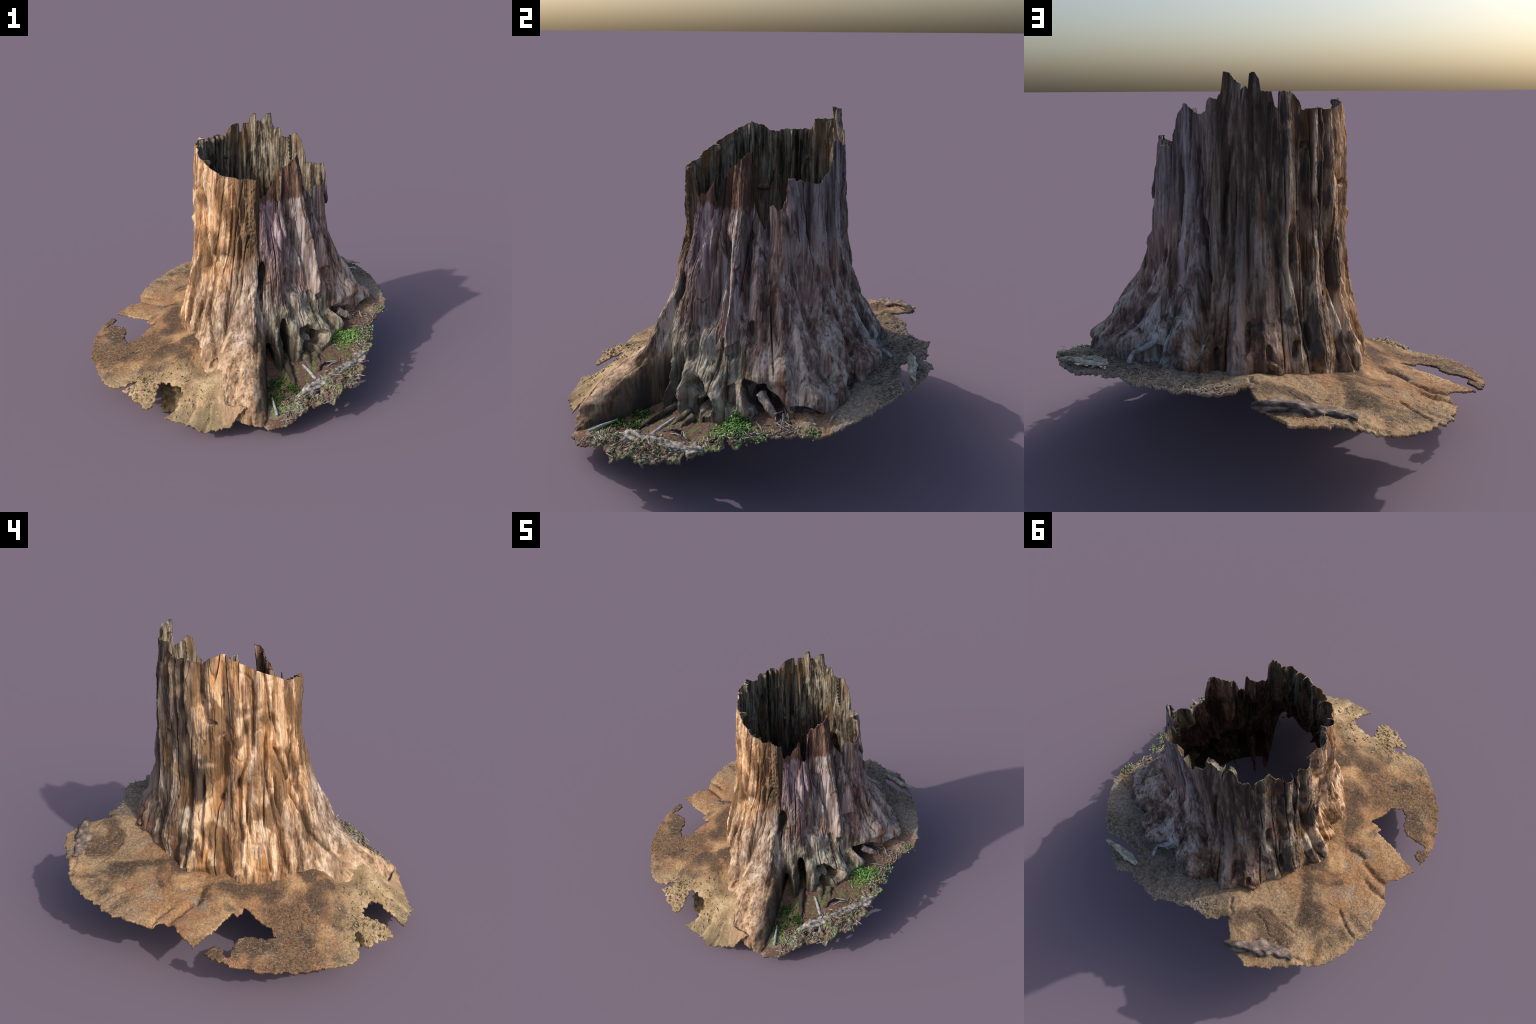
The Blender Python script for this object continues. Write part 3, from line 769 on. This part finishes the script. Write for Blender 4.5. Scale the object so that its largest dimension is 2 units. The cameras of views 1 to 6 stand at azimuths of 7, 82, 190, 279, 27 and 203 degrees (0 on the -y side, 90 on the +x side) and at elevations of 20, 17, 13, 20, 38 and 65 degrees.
def hollow_material():
    n = Nodes("charred_hollow")
    streak = n.noise(n.scaled(24, 24, 1.4), 1.0, 5, .6)
    fine = n.noise(n.scaled(90, 90, 8), 1.0, 4, .6)
    patch = n.noise(n.scaled(7, 7, 3.5, (4, 2, 7)), 1.0, 4, .55)
    b, z = bearing(n, n.math("MULTIPLY", n.math("SUBTRACT", patch, .5), 40))
    s = n.math("ADD", n.math("MULTIPLY", streak, .6), n.math("MULTIPLY", fine, .4))
    s = n.step(s, .36, .64, .2, .8)
    char = n.ramp(s, [(.25, (.032, .026, .02)), (.45, (.11, .09, .067)), (.6, (.22, .18, .13)), (.75, (.37, .315, .235))])
    pale = n.ramp(s, [(.25, (.042, .034, .027)), (.5, (.20, .165, .125)), (.75, (.43, .375, .30))])
    col = n.mix(n.mul(band(n, b, 45, 132, 8), n.step(patch, .46, .60), .5), char, pale)
    lip = n.mul(band(n, b, 178, 255, 5), n.step(z, 1.22, 1.36), n.step(patch, .30, .5))
    col = n.mix(lip, col, n.mix(n.step(patch, .55, .66), pale, (.26, .13, .045)))
    brown = n.mul(n.step(n.noise(n.scaled(8, 8, 3, (2, 6, 9)), 1.0, 3), .52, .62))
    col = n.mix(n.mul(brown, .6), col, (.20, .12, .06))
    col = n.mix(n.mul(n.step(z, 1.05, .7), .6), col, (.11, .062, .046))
    col = n.mix(n.mul(band(n, b, -85, -10, 4), .8), col, n.ramp(s, C_TORN))
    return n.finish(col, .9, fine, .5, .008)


def soil_material():
    n = Nodes("forest_soil")
    sep = n.node("ShaderNodeSeparateXYZ", {0: n.coord})
    x, y = sep.outputs[0], sep.outputs[1]
    flat = n.scaled(1, 1, 0)
    big = n.noise(n.scaled(1, 1, 0, (3.3, 1.7, 0)), 3.3, 4, .5, .5)
    big2 = n.noise(n.scaled(1, 1, 0, (6.1, 8.2, 0)), 4.3, 3, .5, .4)
    mid = n.noise(flat, 11, 4, .55)
    grit = n.noise(flat, 70, 5, .7)
    fine = n.noise(flat, 190, 3, .6)
    wob = n.math("MULTIPLY", n.math("SUBTRACT", mid, .5), .35)
    xw, yw = n.math("ADD", x, wob), n.math("ADD", y, wob)
    g = n.step(n.math("ADD", n.math("MULTIPLY", grit, .6), n.math("MULTIPLY", fine, .4)), .28, .72, .30, .70)
    tan = n.ramp(g, [(.3, (.13, .066, .032)), (.5, (.325, .178, .088)), (.7, (.49, .305, .17))])
    sand = n.ramp(g, [(.3, (.13, .082, .045)), (.5, (.325, .22, .13)), (.7, (.52, .39, .25))])
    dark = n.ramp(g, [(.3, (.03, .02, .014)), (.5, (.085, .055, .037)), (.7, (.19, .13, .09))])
    grey = n.ramp(g, [(.3, (.09, .072, .058)), (.5, (.24, .20, .165)), (.7, (.46, .40, .335))])
    gravel = n.ramp(n.mix(.5, g, mid), [(.32, (.13, .088, .045)), (.5, (.38, .265, .145)), (.66, (.66, .51, .33))])
    umber = n.ramp(g, [(.3, (.06, .036, .028)), (.5, (.14, .086, .064)), (.7, (.22, .15, .115))])
    north = n.step(yw, .25, .65)
    col = n.mix(north, tan, sand)
    bright = n.step(n.noise(n.scaled(1, 1, 0, (9, 3, 0)), 4.2, 3), .50, .62)
    col = n.mix(n.mul(bright, n.step(xw, .1, -.1), .6), col, n.ramp(g, [(.3, (.30, .175, .085)), (.5, (.56, .36, .185)), (.7, (.72, .53, .33))]))
    paleg = n.step(n.noise(n.scaled(1, 1, 0, (1, 7, 0)), 6, 3), .55, .66)
    col = n.mix(n.mul(paleg, n.step(xw, .1, -.1), .55), col, grey)
    rustw = n.step(n.noise(n.scaled(1, 1, 0, (4, 2, 0)), 5, 3), .50, .62)
    col = n.mix(n.mul(rustw, n.step(xw, -.05, -.25), .6), col, n.ramp(g, [(.3, (.10, .05, .025)), (.5, (.27, .135, .065)), (.7, (.42, .25, .14))]))
    col = n.mix(n.mul(n.step(mid, .55, .66), n.step(xw, .1, -.2), .6), col, sand)
    col = n.mix(n.mul(n.step(n.math("MAXIMUM", big, big2), .52, .64), n.step(xw, .15, -.1), .9), col, dark)  # soil darkened in soft patches where dappled tree shadow falls
    painted_shadow_band = n.mul(n.step(n.math("ADD", y, n.math("MULTIPLY", wob, .8)), -.56, -.44), n.step(n.math("ADD", y, n.math("MULTIPLY", wob, .8)), -.18, -.30), n.step(xw, -.36, -.50))  # band of cast tree shade baked into the soil colour
    col = n.mix(n.mul(painted_shadow_band, n.step(grit, .30, .55, .95, .6)), col, dark)
    south = n.mul(n.step(yw, -.52, -.68), n.step(xw, .25, .1))
    col = n.mix(south, col, gravel)
    col = n.mix(n.mul(n.step(yw, -.84, -.93), n.step(xw, .2, .0), .7), col, (.22, .17, .10))
    ne = n.mul(n.step(xw, -.05, .3), n.step(yw, .1, .3))
    col = n.mix(ne, col, grey)
    e = n.mul(n.step(xw, .18, .3), n.step(yw, .25, .05))
    col = n.mix(e, col, umber)
    # pale crumbly rim on the east side, tinged with moss
    rho = n.math("SQRT", n.math("ADD", n.math("MULTIPLY", x, x), n.math("MULTIPLY", y, y)))
    rim = n.mul(e, n.step(n.math("ADD", rho, n.math("MULTIPLY", wob, .3)), .80, .88))
    col = n.mix(n.mul(rim, n.step(mid, .40, .58), .85), col, n.ramp(g, [(.3, (.14, .11, .075)), (.5, (.36, .31, .235)), (.7, (.62, .56, .45))]))
    moss = n.mul(n.step(x, .2, .32), n.step(y, .02, -.1), n.step(mid, .48, .60))
    col = n.mix(n.mul(moss, .7), col, n.ramp(g, [(.3, (.035, .06, .015)), (.5, (.10, .16, .04)), (.7, (.21, .29, .09))]))
    rx = n.math("ADD", x, n.math("MULTIPLY", wob, .5))
    toe = n.mul(n.step(rx, -.06, .04), n.step(y, -.50, -.56), n.step(y, -.95, -.90), n.step(x, .26, .24))
    col = n.mix(n.mul(toe, .85), col, n.ramp(n.noise(n.scaled(34, 9, 0, (2, 2, 2)), 1.0, 5, .65), C_ROOT))
    # straw-like flecks
    straw = n.step(n.noise(n.scaled(40, 170, 0), 1.0, 3, .5, 1.5), .68, .74)
    col = n.mix(n.mul(straw, .65), col, (.62, .53, .42))
    speck = n.step(n.noise(flat, 120, 2), .66, .72)
    col = n.mix(n.mul(speck, .6), col, (.05, .036, .028))
    return n.finish(col, .95, n.math("ADD", grit, fine), .7, .008)


def plain_material(name, stops, scale=(60, 60, 60), rough=.9, vary=0.0, bump=.5):
    n = Nodes(name)
    a = n.noise(n.scaled(*scale), 1.0, 5, .6)
    col = n.ramp(a, stops)
    if vary:
        info = n.node("ShaderNodeObjectInfo").outputs["Random"]
        col = n.mix(n.math("MULTIPLY", info, vary), col, (.03, .03, .02))
    return n.finish(col, rough, a, bump, .006)


# ------------------------------------------------------------------ stump wall
outer, inner, AZ, ZZ, RR = build_wall_arrays()
idx = np.arange(ROWS * COLS).reshape(ROWS, COLS)
nxt = np.roll(idx, -1, 1)
quads = np.stack([idx[:-1], nxt[:-1], nxt[1:], idx[1:]], -1).reshape(-1, 4)
ov = outer.reshape(-1, 3)
on = vertex_normals(ov, quads)
qa = np.broadcast_to(AZ[None, :], (ROWS - 1, COLS)).ravel()
qz = ZZ[:-1].ravel()
rise = (ZZ[:-1] - ZZ[0][None, :]).ravel()
front_root = (qa > -106) & (qa < -75) & (qz < .52)
east_root = (qa > -22) & (qa < 27) & (qz < .72)
north_root = (qa >= 27) & (qa < 80) & (qz < .72)
cave_root = (qa >= -75) & (qa <= -22) & (qz < .58)
rest_root = ~(front_root | east_root | north_root | cave_root) & (rise < .20)
splinter = (((qa > -66) & (qa < -15.5)) & (qz > 1.245)) | ((qa > 82) & (qa < 107) & (qz > 1.58))
trunk = ~(front_root | east_root | north_root | cave_root | rest_root | splinter)
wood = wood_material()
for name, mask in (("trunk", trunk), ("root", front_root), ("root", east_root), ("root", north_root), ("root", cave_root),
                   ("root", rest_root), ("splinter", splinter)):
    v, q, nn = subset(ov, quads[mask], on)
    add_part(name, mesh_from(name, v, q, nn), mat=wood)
# inside wall, joined to the outside along the torn rim and the foot
iv = np.concatenate([inner.reshape(-1, 3), outer[-1], outer[0]])
top_o = ROWS * COLS + np.arange(COLS)
bot_o = top_o + COLS
rim_q = np.stack([idx[-1], nxt[-1], np.roll(top_o, -1), top_o], -1)
foot_q = np.stack([np.roll(idx[0], -1), idx[0], bot_o, np.roll(bot_o, -1)], -1)
iq = np.concatenate([quads[:, ::-1], rim_q, foot_q])
add_part("hollow_wall", mesh_from("hollow_wall", iv, iq), mat=hollow_material())

# ------------------------------------------------------------------ soil sheet
sx, sy, sz, sq = build_sheet_arrays()
top = np.stack([sx, sy, sz], -1)
under = top.copy()
under[:, 2] = np.maximum(top[:, 2] - .007 - .003 * (1 + perlin(sx * 18, sy * 18, 4, 81)), .004)
ns = len(top)
edges = np.concatenate([sq[:, [k, (k + 1) % 4]] for k in range(4)])
key = np.sort(edges, 1)
key = key[:, 0] * ns + key[:, 1]
_, first, count = np.unique(key, return_index=True, return_counts=True)
rimE = edges[first[count == 1]]
side = np.stack([rimE[:, 1], rimE[:, 0], rimE[:, 0] + ns, rimE[:, 1] + ns], -1)
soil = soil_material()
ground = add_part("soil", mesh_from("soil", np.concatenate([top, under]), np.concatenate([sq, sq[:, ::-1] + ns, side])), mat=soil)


def soil_z(x, y):
    return float(soil_height(np.array([x]), np.array([y]))[0])


# ------------------------------------------------------------------ swept pieces
def sweep(points, radii, sides=14, rough=.15, seed=1, flat=1.0, cut=True):
    """Round-ish limb along a smoothed path with uneven bark."""
    p = np.array(points, float)
    m = max(10, 7 * len(p))
    t = np.linspace(0, len(p) - 1, m)
    path = np.stack([curve(list(enumerate(p[:, k])), t) if len(p) > 2 else np.interp(t, range(len(p)), p[:, k]) for k in range(3)], -1)
    rad = np.interp(t, np.linspace(0, len(p) - 1, len(radii)), radii)
    tang = np.gradient(path, axis=0)
    tang /= np.linalg.norm(tang, axis=1, keepdims=True)
    sidev = np.cross(tang, (0, 0, 1.0))
    sidev /= np.maximum(np.linalg.norm(sidev, axis=1, keepdims=True), 1e-6)
    up = np.cross(sidev, tang)
    a = TAU * np.arange(sides) / sides
    k = rad[:, None] * (1 + rough * fbm(np.cos(a)[None] * 1.6 + 0 * t[:, None], np.sin(a)[None] * 1.6, t[:, None] * 1.4, 3, seed))
    v = path[:, None] + k[..., None] * (np.cos(a)[None, :, None] * sidev[:, None] + flat * np.sin(a)[None, :, None] * up[:, None])
    v = v.reshape(-1, 3)
    g = np.arange(m * sides).reshape(m, sides)
    h = np.roll(g, -1, 1)
    q = np.stack([g[:-1], h[:-1], h[1:], g[1:]], -1).reshape(-1, 4)
    v = np.concatenate([v, path[:1], path[-1:]])
    c0, c1 = m * sides, m * sides + 1
    tri = np.concatenate([np.stack([h[0], g[0], np.full(sides, c0)], -1), np.stack([g[-1], h[-1], np.full(sides, c1)], -1)])
    return v, [q[:, ::-1], tri[:, ::-1]]


def limb(name, points, radii, mat, **kw):
    v, f = sweep(points, radii, **kw)
    return add_part(name, mesh_from(name, v, f), mat=mat)


lichen = plain_material("lichen_bark", [(.32, (.05, .042, .034)), (.46, (.17, .15, .135)), (.56, (.33, .31, .30)), (.7, (.56, .54, .50))], (38, 38, 38))
pale = plain_material("pale_bark", [(.3, (.13, .105, .07)), (.48, (.36, .33, .26)), (.66, (.62, .59, .51))], (30, 30, 30))
stick_mat = plain_material("grey_stick", [(.3, (.16, .15, .15)), (.5, (.33, .32, .33)), (.7, (.48, .47, .47))], (60, 60, 60))
burnt = plain_material("burnt_wood", [(.3, (.035, .032, .032)), (.5, (.13, .10, .085)), (.66, (.33, .25, .21))], (20, 20, 20))
crust = plain_material("crusty_litter", [(.3, (.10, .075, .04)), (.48, (.33, .25, .14)), (.62, (.5, .4, .24)), (.75, (.62, .55, .42))], (50, 50, 50))
rock = plain_material("dark_clod", [(.3, (.06, .045, .026)), (.5, (.15, .11, .06)), (.7, (.28, .20, .11))], (30, 30, 30))

limb("fallen_log", [(.435, -.695, .158), (.50, -.63, .180), (.565, -.572, .200), (.62, -.525, .212)], [.014, .030, .026, .016], lichen, rough=1.0, seed=3, sides=26, flat=.8)
limb("fallen_log", [(.59, -.555, .205), (.66, -.485, .226), (.73, -.415, .246), (.765, -.375, .254)], [.018, .028, .024, .012], lichen, rough=1.0, seed=23, sides=26, flat=.8)
limb("fallen_log", [(.74, -.40, .248), (.79, -.35, .268), (.835, -.305, .288)], [.016, .026, .014], lichen, rough=1.1, seed=33, sides=26, flat=.8)
limb("bark_strip", [(.79, .636, .535), (.71, .652, .538), (.63, .68, .540), (.56, .70, .545)], [.003, .020, .017, .012], pale, rough=.7, seed=4, flat=.5)
limb("bark_strip", [(.68, .652, .545), (.62, .672, .552), (.565, .695, .556)], [.008, .013, .008], pale, rough=.8, seed=5)
limb("burnt_log", [(-.06, .918, .515), (-.16, .895, .512), (-.26, .868, .488), (-.35, .85, .470), (-.43, .855, .462)], [.012, .030, .032, .028, .012], burnt, rough=1.0, seed=6, sides=24, flat=.6)
limb("stick", [(.444, -.420, .232), (.49, -.475, .218), (.532, -.532, .200)], [.007, .010, .010], stick_mat, rough=.15, seed=8)
limb("stick", [(.283, -.700, .152), (.305, -.77, .14), (.328, -.842, .124)], [.005, .008, .008], stick_mat, rough=.15, seed=9)
limb("stick", [(.786, .05, .415), (.80, .048, .38), (.836, .044, .350)], [.003, .006, .004], stick_mat, rough=.2, seed=10)
limb("stick", [(.495, .573, .560), (.50, .59, .545), (.505, .62, soil_z(.505, .62))], [.004, .010, .010], stick_mat, rough=.2, seed=11)
limb("stick", [(.40, .515, .60), (.45, .545, .57), (.50, .565, .548)], [.01, .014, .008], stick_mat, rough=.2, seed=12)
limb("root", [(-.02, .565, .56), (-.06, .58, .535), (-.104, .590, .520)], [.02, .018, .011], wood, rough=.3, seed=13)
limb("root", [(.64, -.03, .44), (.70, .0, .40), (.74, .03, .36)], [.024, .02, .012], wood, rough=.6, seed=17)

limb("root", [(.34, -.40, .245), (.37, -.48, .212), (.40, -.56, .185), (.41, -.60, .170)], [.024, .018, .013, .006], wood, rough=.5, seed=14)
limb("root", [(.45, -.34, .262), (.48, -.40, .235), (.50, -.45, .215)], [.026, .019, .008], wood, rough=.5, seed=15)
limb("root", [(.51, -.33, .270), (.54, -.385, .240), (.55, -.42, .225)], [.022, .016, .007], wood, rough=.5, seed=16)

# torn outer flake on the east rim, leaning away from the wall
fl = []
for k, (aa, zz, rr, w) in enumerate([(13.5, 1.12, .447, .010), (12, 1.17, .440, .022), (11, 1.25, .425, .030), (10.5, 1.33, .414, .030), (10, 1.395, .405, .018)]):
    a0 = math.radians(aa)
    fl.append((AXIS[0] + rr * math.cos(a0), AXIS[1] + rr * math.sin(a0), zz))
# laid flat against the wall: widths run round the stump
v, f = sweep(fl, [.008, .022, .034, .036, .020], sides=16, rough=.4, seed=18, flat=.28)
add_part("splinter", mesh_from("splinter", v, f), mat=wood)

# hanging clods under the south-west and south-east rims
def clod(name, centre, size, mat, seed, squash=(1, 1, 1)):
    lat, lon = 22, 32
    th = np.linspace(.02, math.pi - .02, lat)[:, None]
    ph = (TAU * np.arange(lon) / lon)[None]
    d = np.stack([np.sin(th) * np.cos(ph), np.sin(th) * np.sin(ph), np.cos(th) + 0 * ph], -1)
    r = size * (1 + .35 * fbm(d[..., 0] * 1.7, d[..., 1] * 1.7, d[..., 2] * 1.7 + seed, 4, seed))
    v = (d * r[..., None] * np.array(squash) + np.array(centre)).reshape(-1, 3)
    v[:, 2] = np.maximum(v[:, 2], 0.0)
    g = np.arange(lat * lon).reshape(lat, lon)
    h = np.roll(g, -1, 1)
    return add_part(name, mesh_from(name, v, np.stack([g[:-1], g[1:], h[1:], h[:-1]], -1).reshape(-1, 4)), mat=mat)


def slab(name, corners, thick, mat, seed, n=26):
    """Rough plate stretched over four corners (given in order)."""
    c = np.array(corners, float)
    u, w = np.meshgrid(np.linspace(0, 1, n), np.linspace(0, 1, n), indexing="ij")
    du = .05 * fbm(w * 5, u * 5, seed, 2, seed)
    uu, ww = np.clip(u + du * (4 * u * (1 - u) + .6), -.1, 1.1), np.clip(w + .06 * fbm(u * 5, w * 5, seed + 9, 2, seed), -.1, 1.1)
    p = ((1 - uu) * (1 - ww))[..., None] * c[0] + (uu * (1 - ww))[..., None] * c[1] + (uu * ww)[..., None] * c[2] + ((1 - uu) * ww)[..., None] * c[3]
    nrm = np.cross(c[1] - c[0], c[3] - c[0])
    nrm /= np.linalg.norm(nrm)
    p = p + (.012 * fbm(u * 4, w * 4, seed + 3, 3, seed))[..., None] * nrm
    top_, bot = p.reshape(-1, 3), (p - thick * nrm).reshape(-1, 3)
    v = np.concatenate([top_, bot])
    v[:, 2] = np.maximum(v[:, 2], 0)
    g = np.arange(n * n).reshape(n, n)
    q = np.stack([g[:-1, :-1], g[1:, :-1], g[1:, 1:], g[:-1, 1:]], -1).reshape(-1, 4)
    ring = np.concatenate([g[:, 0], g[-1, 1:], g[-2::-1, -1], g[0, -2:0:-1]])
    rn = np.roll(ring, -1)
    s = np.stack([rn, ring, ring + n * n, rn + n * n], -1)
    return add_part(name, mesh_from(name, v, np.concatenate([q, q[:, ::-1] + n * n, s])), mat=mat)


slab("clod", [(-.42, -.60, .150), (-.20, -.60, .165), (-.245, -.755, .050), (-.388, -.712, .003)], .012, rock, 31)

# ------------------------------------------------------------------ loose litter
def scatter_bits(name, mat, count, where, length, thick, seed, tilt=.35):
    """Many short bits (needles, straw, chips) lying on the soil, joined as one part."""
    r = np.random.RandomState(seed)
    cand = r.uniform(-1.02, 1.02, (count * 14, 2))
    f = sheet_field(cand[:, 0], cand[:, 1])
    w = where(cand[:, 0], cand[:, 1])
    cand = cand[(f > .008) & (r.uniform(size=len(cand)) < w)][:count]
    k = len(cand)
    L = length * r.uniform(.4, 1.3, k)
    T = thick * r.uniform(.6, 1.4, k)
    a = r.uniform(0, TAU, k)
    up = tilt * r.uniform(-1, 1, k)
    d = np.stack([np.cos(a), np.sin(a), up], -1)
    s = np.stack([-np.sin(a), np.cos(a), 0 * a], -1)
    bend = r.uniform(-.3, .3, k)
    c = np.stack([cand[:, 0], cand[:, 1], soil_height(cand[:, 0], cand[:, 1]) + T * .6 + np.abs(up) * L * .3], -1)
    rings = []
    for t in (-1, 0, 1):
        mid = c + d * (t * L / 2)[:, None] + s * (bend * L * (t * t) * .5)[:, None]
        for q in range(3):
            ang = TAU * q / 3
            rings.append(mid + s * (T * math.cos(ang) * (1 - .4 * abs(t)))[:, None] + np.array([0, 0, 1.0]) * (T * math.sin(ang) * (1 - .4 * abs(t)))[:, None])
    v = np.stack(rings, 1).reshape(-1, 3)
    base = (np.arange(k) * 9)[:, None]
    q = np.array([[3 * i + j, 3 * i + (j + 1) % 3, 3 * i + 3 + (j + 1) % 3, 3 * i + 3 + j] for i in (0, 1) for j in range(3)])
    tri = np.array([[0, 2, 1], [6, 7, 8]])
    return add_part(name, mesh_from(name, v, [(base[:, :, None] + q[None]).reshape(-1, 4), (base[:, :, None] + tri[None]).reshape(-1, 3)]), mat=mat, kind="stuff")


straw = plain_material("dry_straw", [(.35, (.30, .23, .16)), (.65, (.62, .53, .42))], (30, 30, 30))
chip = plain_material("wood_chip", [(.35, (.11, .085, .065)), (.55, (.30, .25, .20)), (.7, (.52, .46, .38))], (16, 16, 16))
scatter_bits("straw", straw, 900, lambda x, y: np.where((x < -.15), smooth(.5, .95, np.hypot(x, y)), 0), .030, .0009, 1)
scatter_bits("litter", chip, 1500, lambda x, y: np.where((x > .05) & (y > .45), smooth(.6, .85, np.hypot(x, y)), 0), .020, .0024, 2, .6)
scatter_bits("litter", chip, 1500, lambda x, y: np.where((x > .36) & (y < .1), smooth(.72, .86, np.hypot(x, y)), 0), .026, .0036, 3, .8)
scatter_bits("twig", stick_mat, 60, lambda x, y: np.where((x > .36) & (y < .25), smooth(.62, .8, np.hypot(x, y)), 0), .09, .0034, 8, .35)
scatter_bits("litter", crust, 700, lambda x, y: smooth(.17, .08, np.hypot(x + .52, y + .77)) + .3 * smooth(.35, .1, np.hypot(x + .3, y + .8)), .020, .004, 4, .8)

# ------------------------------------------------------------------ moss and ferns
def leaf_clump(name, mat, spots, count, size, seed):
    """Tufts of small rounded leaflets, each a shallow cupped blade with thickness."""
    r = np.random.RandomState(seed)
    vs, qs, at = [], [], 0
    prof = np.array([(0, .12), (.3, .75), (.6, 1.0), (.85, .7), (1, .15)])
    for (cx, cy, spread, lift) in spots:
        for _ in range(count):
            px, py = cx + spread * r.normal() * .5, cy + spread * r.normal() * .5
            zb = soil_z(px, py) + lift * abs(r.normal()) * max(0.0, 1 - math.hypot(px - cx, py - cy) / (spread * 1.3))
            L = size * r.uniform(.6, 1.4)
            a, e = r.uniform(0, TAU), r.uniform(.1, 1.0)
            d = np.array([math.cos(a) * math.cos(e), math.sin(a) * math.cos(e), math.sin(e)])
            s = np.array([-math.sin(a), math.cos(a), 0])
            nrm = np.cross(d, s)
            pts = []
            for layer in (0, 1):
                for t, w in prof:
                    for k in (-1, 0, 1):
                        cup = -.18 * L * (1 - abs(k)) - .25 * L * t * t
                        pts.append(np.array([px, py, zb]) + d * L * t + s * (k * w * L * .38) + nrm * (cup * -1 + layer * .0016) - np.array([0, 0, .2 * L * t * t]))
            vs.append(np.array(pts))
            for layer in (0, 1):
                for i in range(4):
                    for k in (0, 1):
                        o = at + layer * 15 + i * 3 + k
                        face = [o, o + 1, o + 4, o + 3]
                        qs.append(face if layer else face[::-1])
            loop = [0, 1, 2, 5, 8, 11, 14, 13, 12, 9, 6, 3]
            for i in range(12):
                p, q = at + loop[i], at + loop[(i + 1) % 12]
                qs.append([p, q, q + 15, p + 15])
            at += 30
    return add_part(name, mesh_from(name, np.concatenate(vs), np.array(qs)), mat=mat, kind="stuff")


def leaf_material(name, stops):
    n = Nodes(name)
    col = n.ramp(n.noise(n.scaled(40, 40, 40), 1.0, 3), stops)
    n.t.links.new(col, n.bsdf.inputs["Base Color"])
    n.bsdf.inputs["Roughness"].default_value = .7
    tr = n.node("ShaderNodeBsdfTranslucent", {"Color": col})
    mixs = n.node("ShaderNodeMixShader", {0: .25, 1: n.bsdf.outputs[0], 2: tr.outputs[0]})
    n.t.links.new(mixs.outputs[0], n.t.nodes["Material Output"].inputs[0])
    return n.mat


green = leaf_material("fresh_moss", [(.35, (.09, .19, .05)), (.5, (.20, .40, .10)), (.65, (.42, .62, .24))])
deep_green = leaf_material("shaded_moss", [(.35, (.02, .055, .008)), (.6, (.06, .14, .025))])
dull_green = leaf_material("pale_moss", [(.35, (.10, .16, .06)), (.5, (.24, .34, .14)), (.65, (.42, .52, .28))])
leaf_clump("fern", green, [(.66, -.155, .055, .02), (.70, -.175, .06, .015), (.745, -.14, .055, .010), (.645, -.13, .03, .05)], 190, .013, 5)
leaf_clump("moss", deep_green, [(.30, -.60, .07, .02), (.31, -.70, .06, .01), (.40, -.62, .05, .005)], 120, .012, 6)
leaf_clump("moss", dull_green, [(.84, -.15, .04, .01), (.80, -.22, .05, .005), (.86, -.06, .035, .005), (.36, -.78, .05, .004), (.45, -.70, .05, .004), (.72, -.50, .06, .004), (.93, .14, .04, .003)], 40, .012, 7)

# pale bracket fungus at the north foot
clod("bracket_fungus", (.19, .578, .575), .024, plain_material("pale_fungus", [(.3, (.20, .20, .10)), (.5, (.48, .46, .32)), (.7, (.68, .66, .58))], (25, 25, 25), .6), 41, (1.1, .6, 1.2))
clod("stone", (.805, -.225, .288), .018, stick_mat, 42, (1, .8, .8))
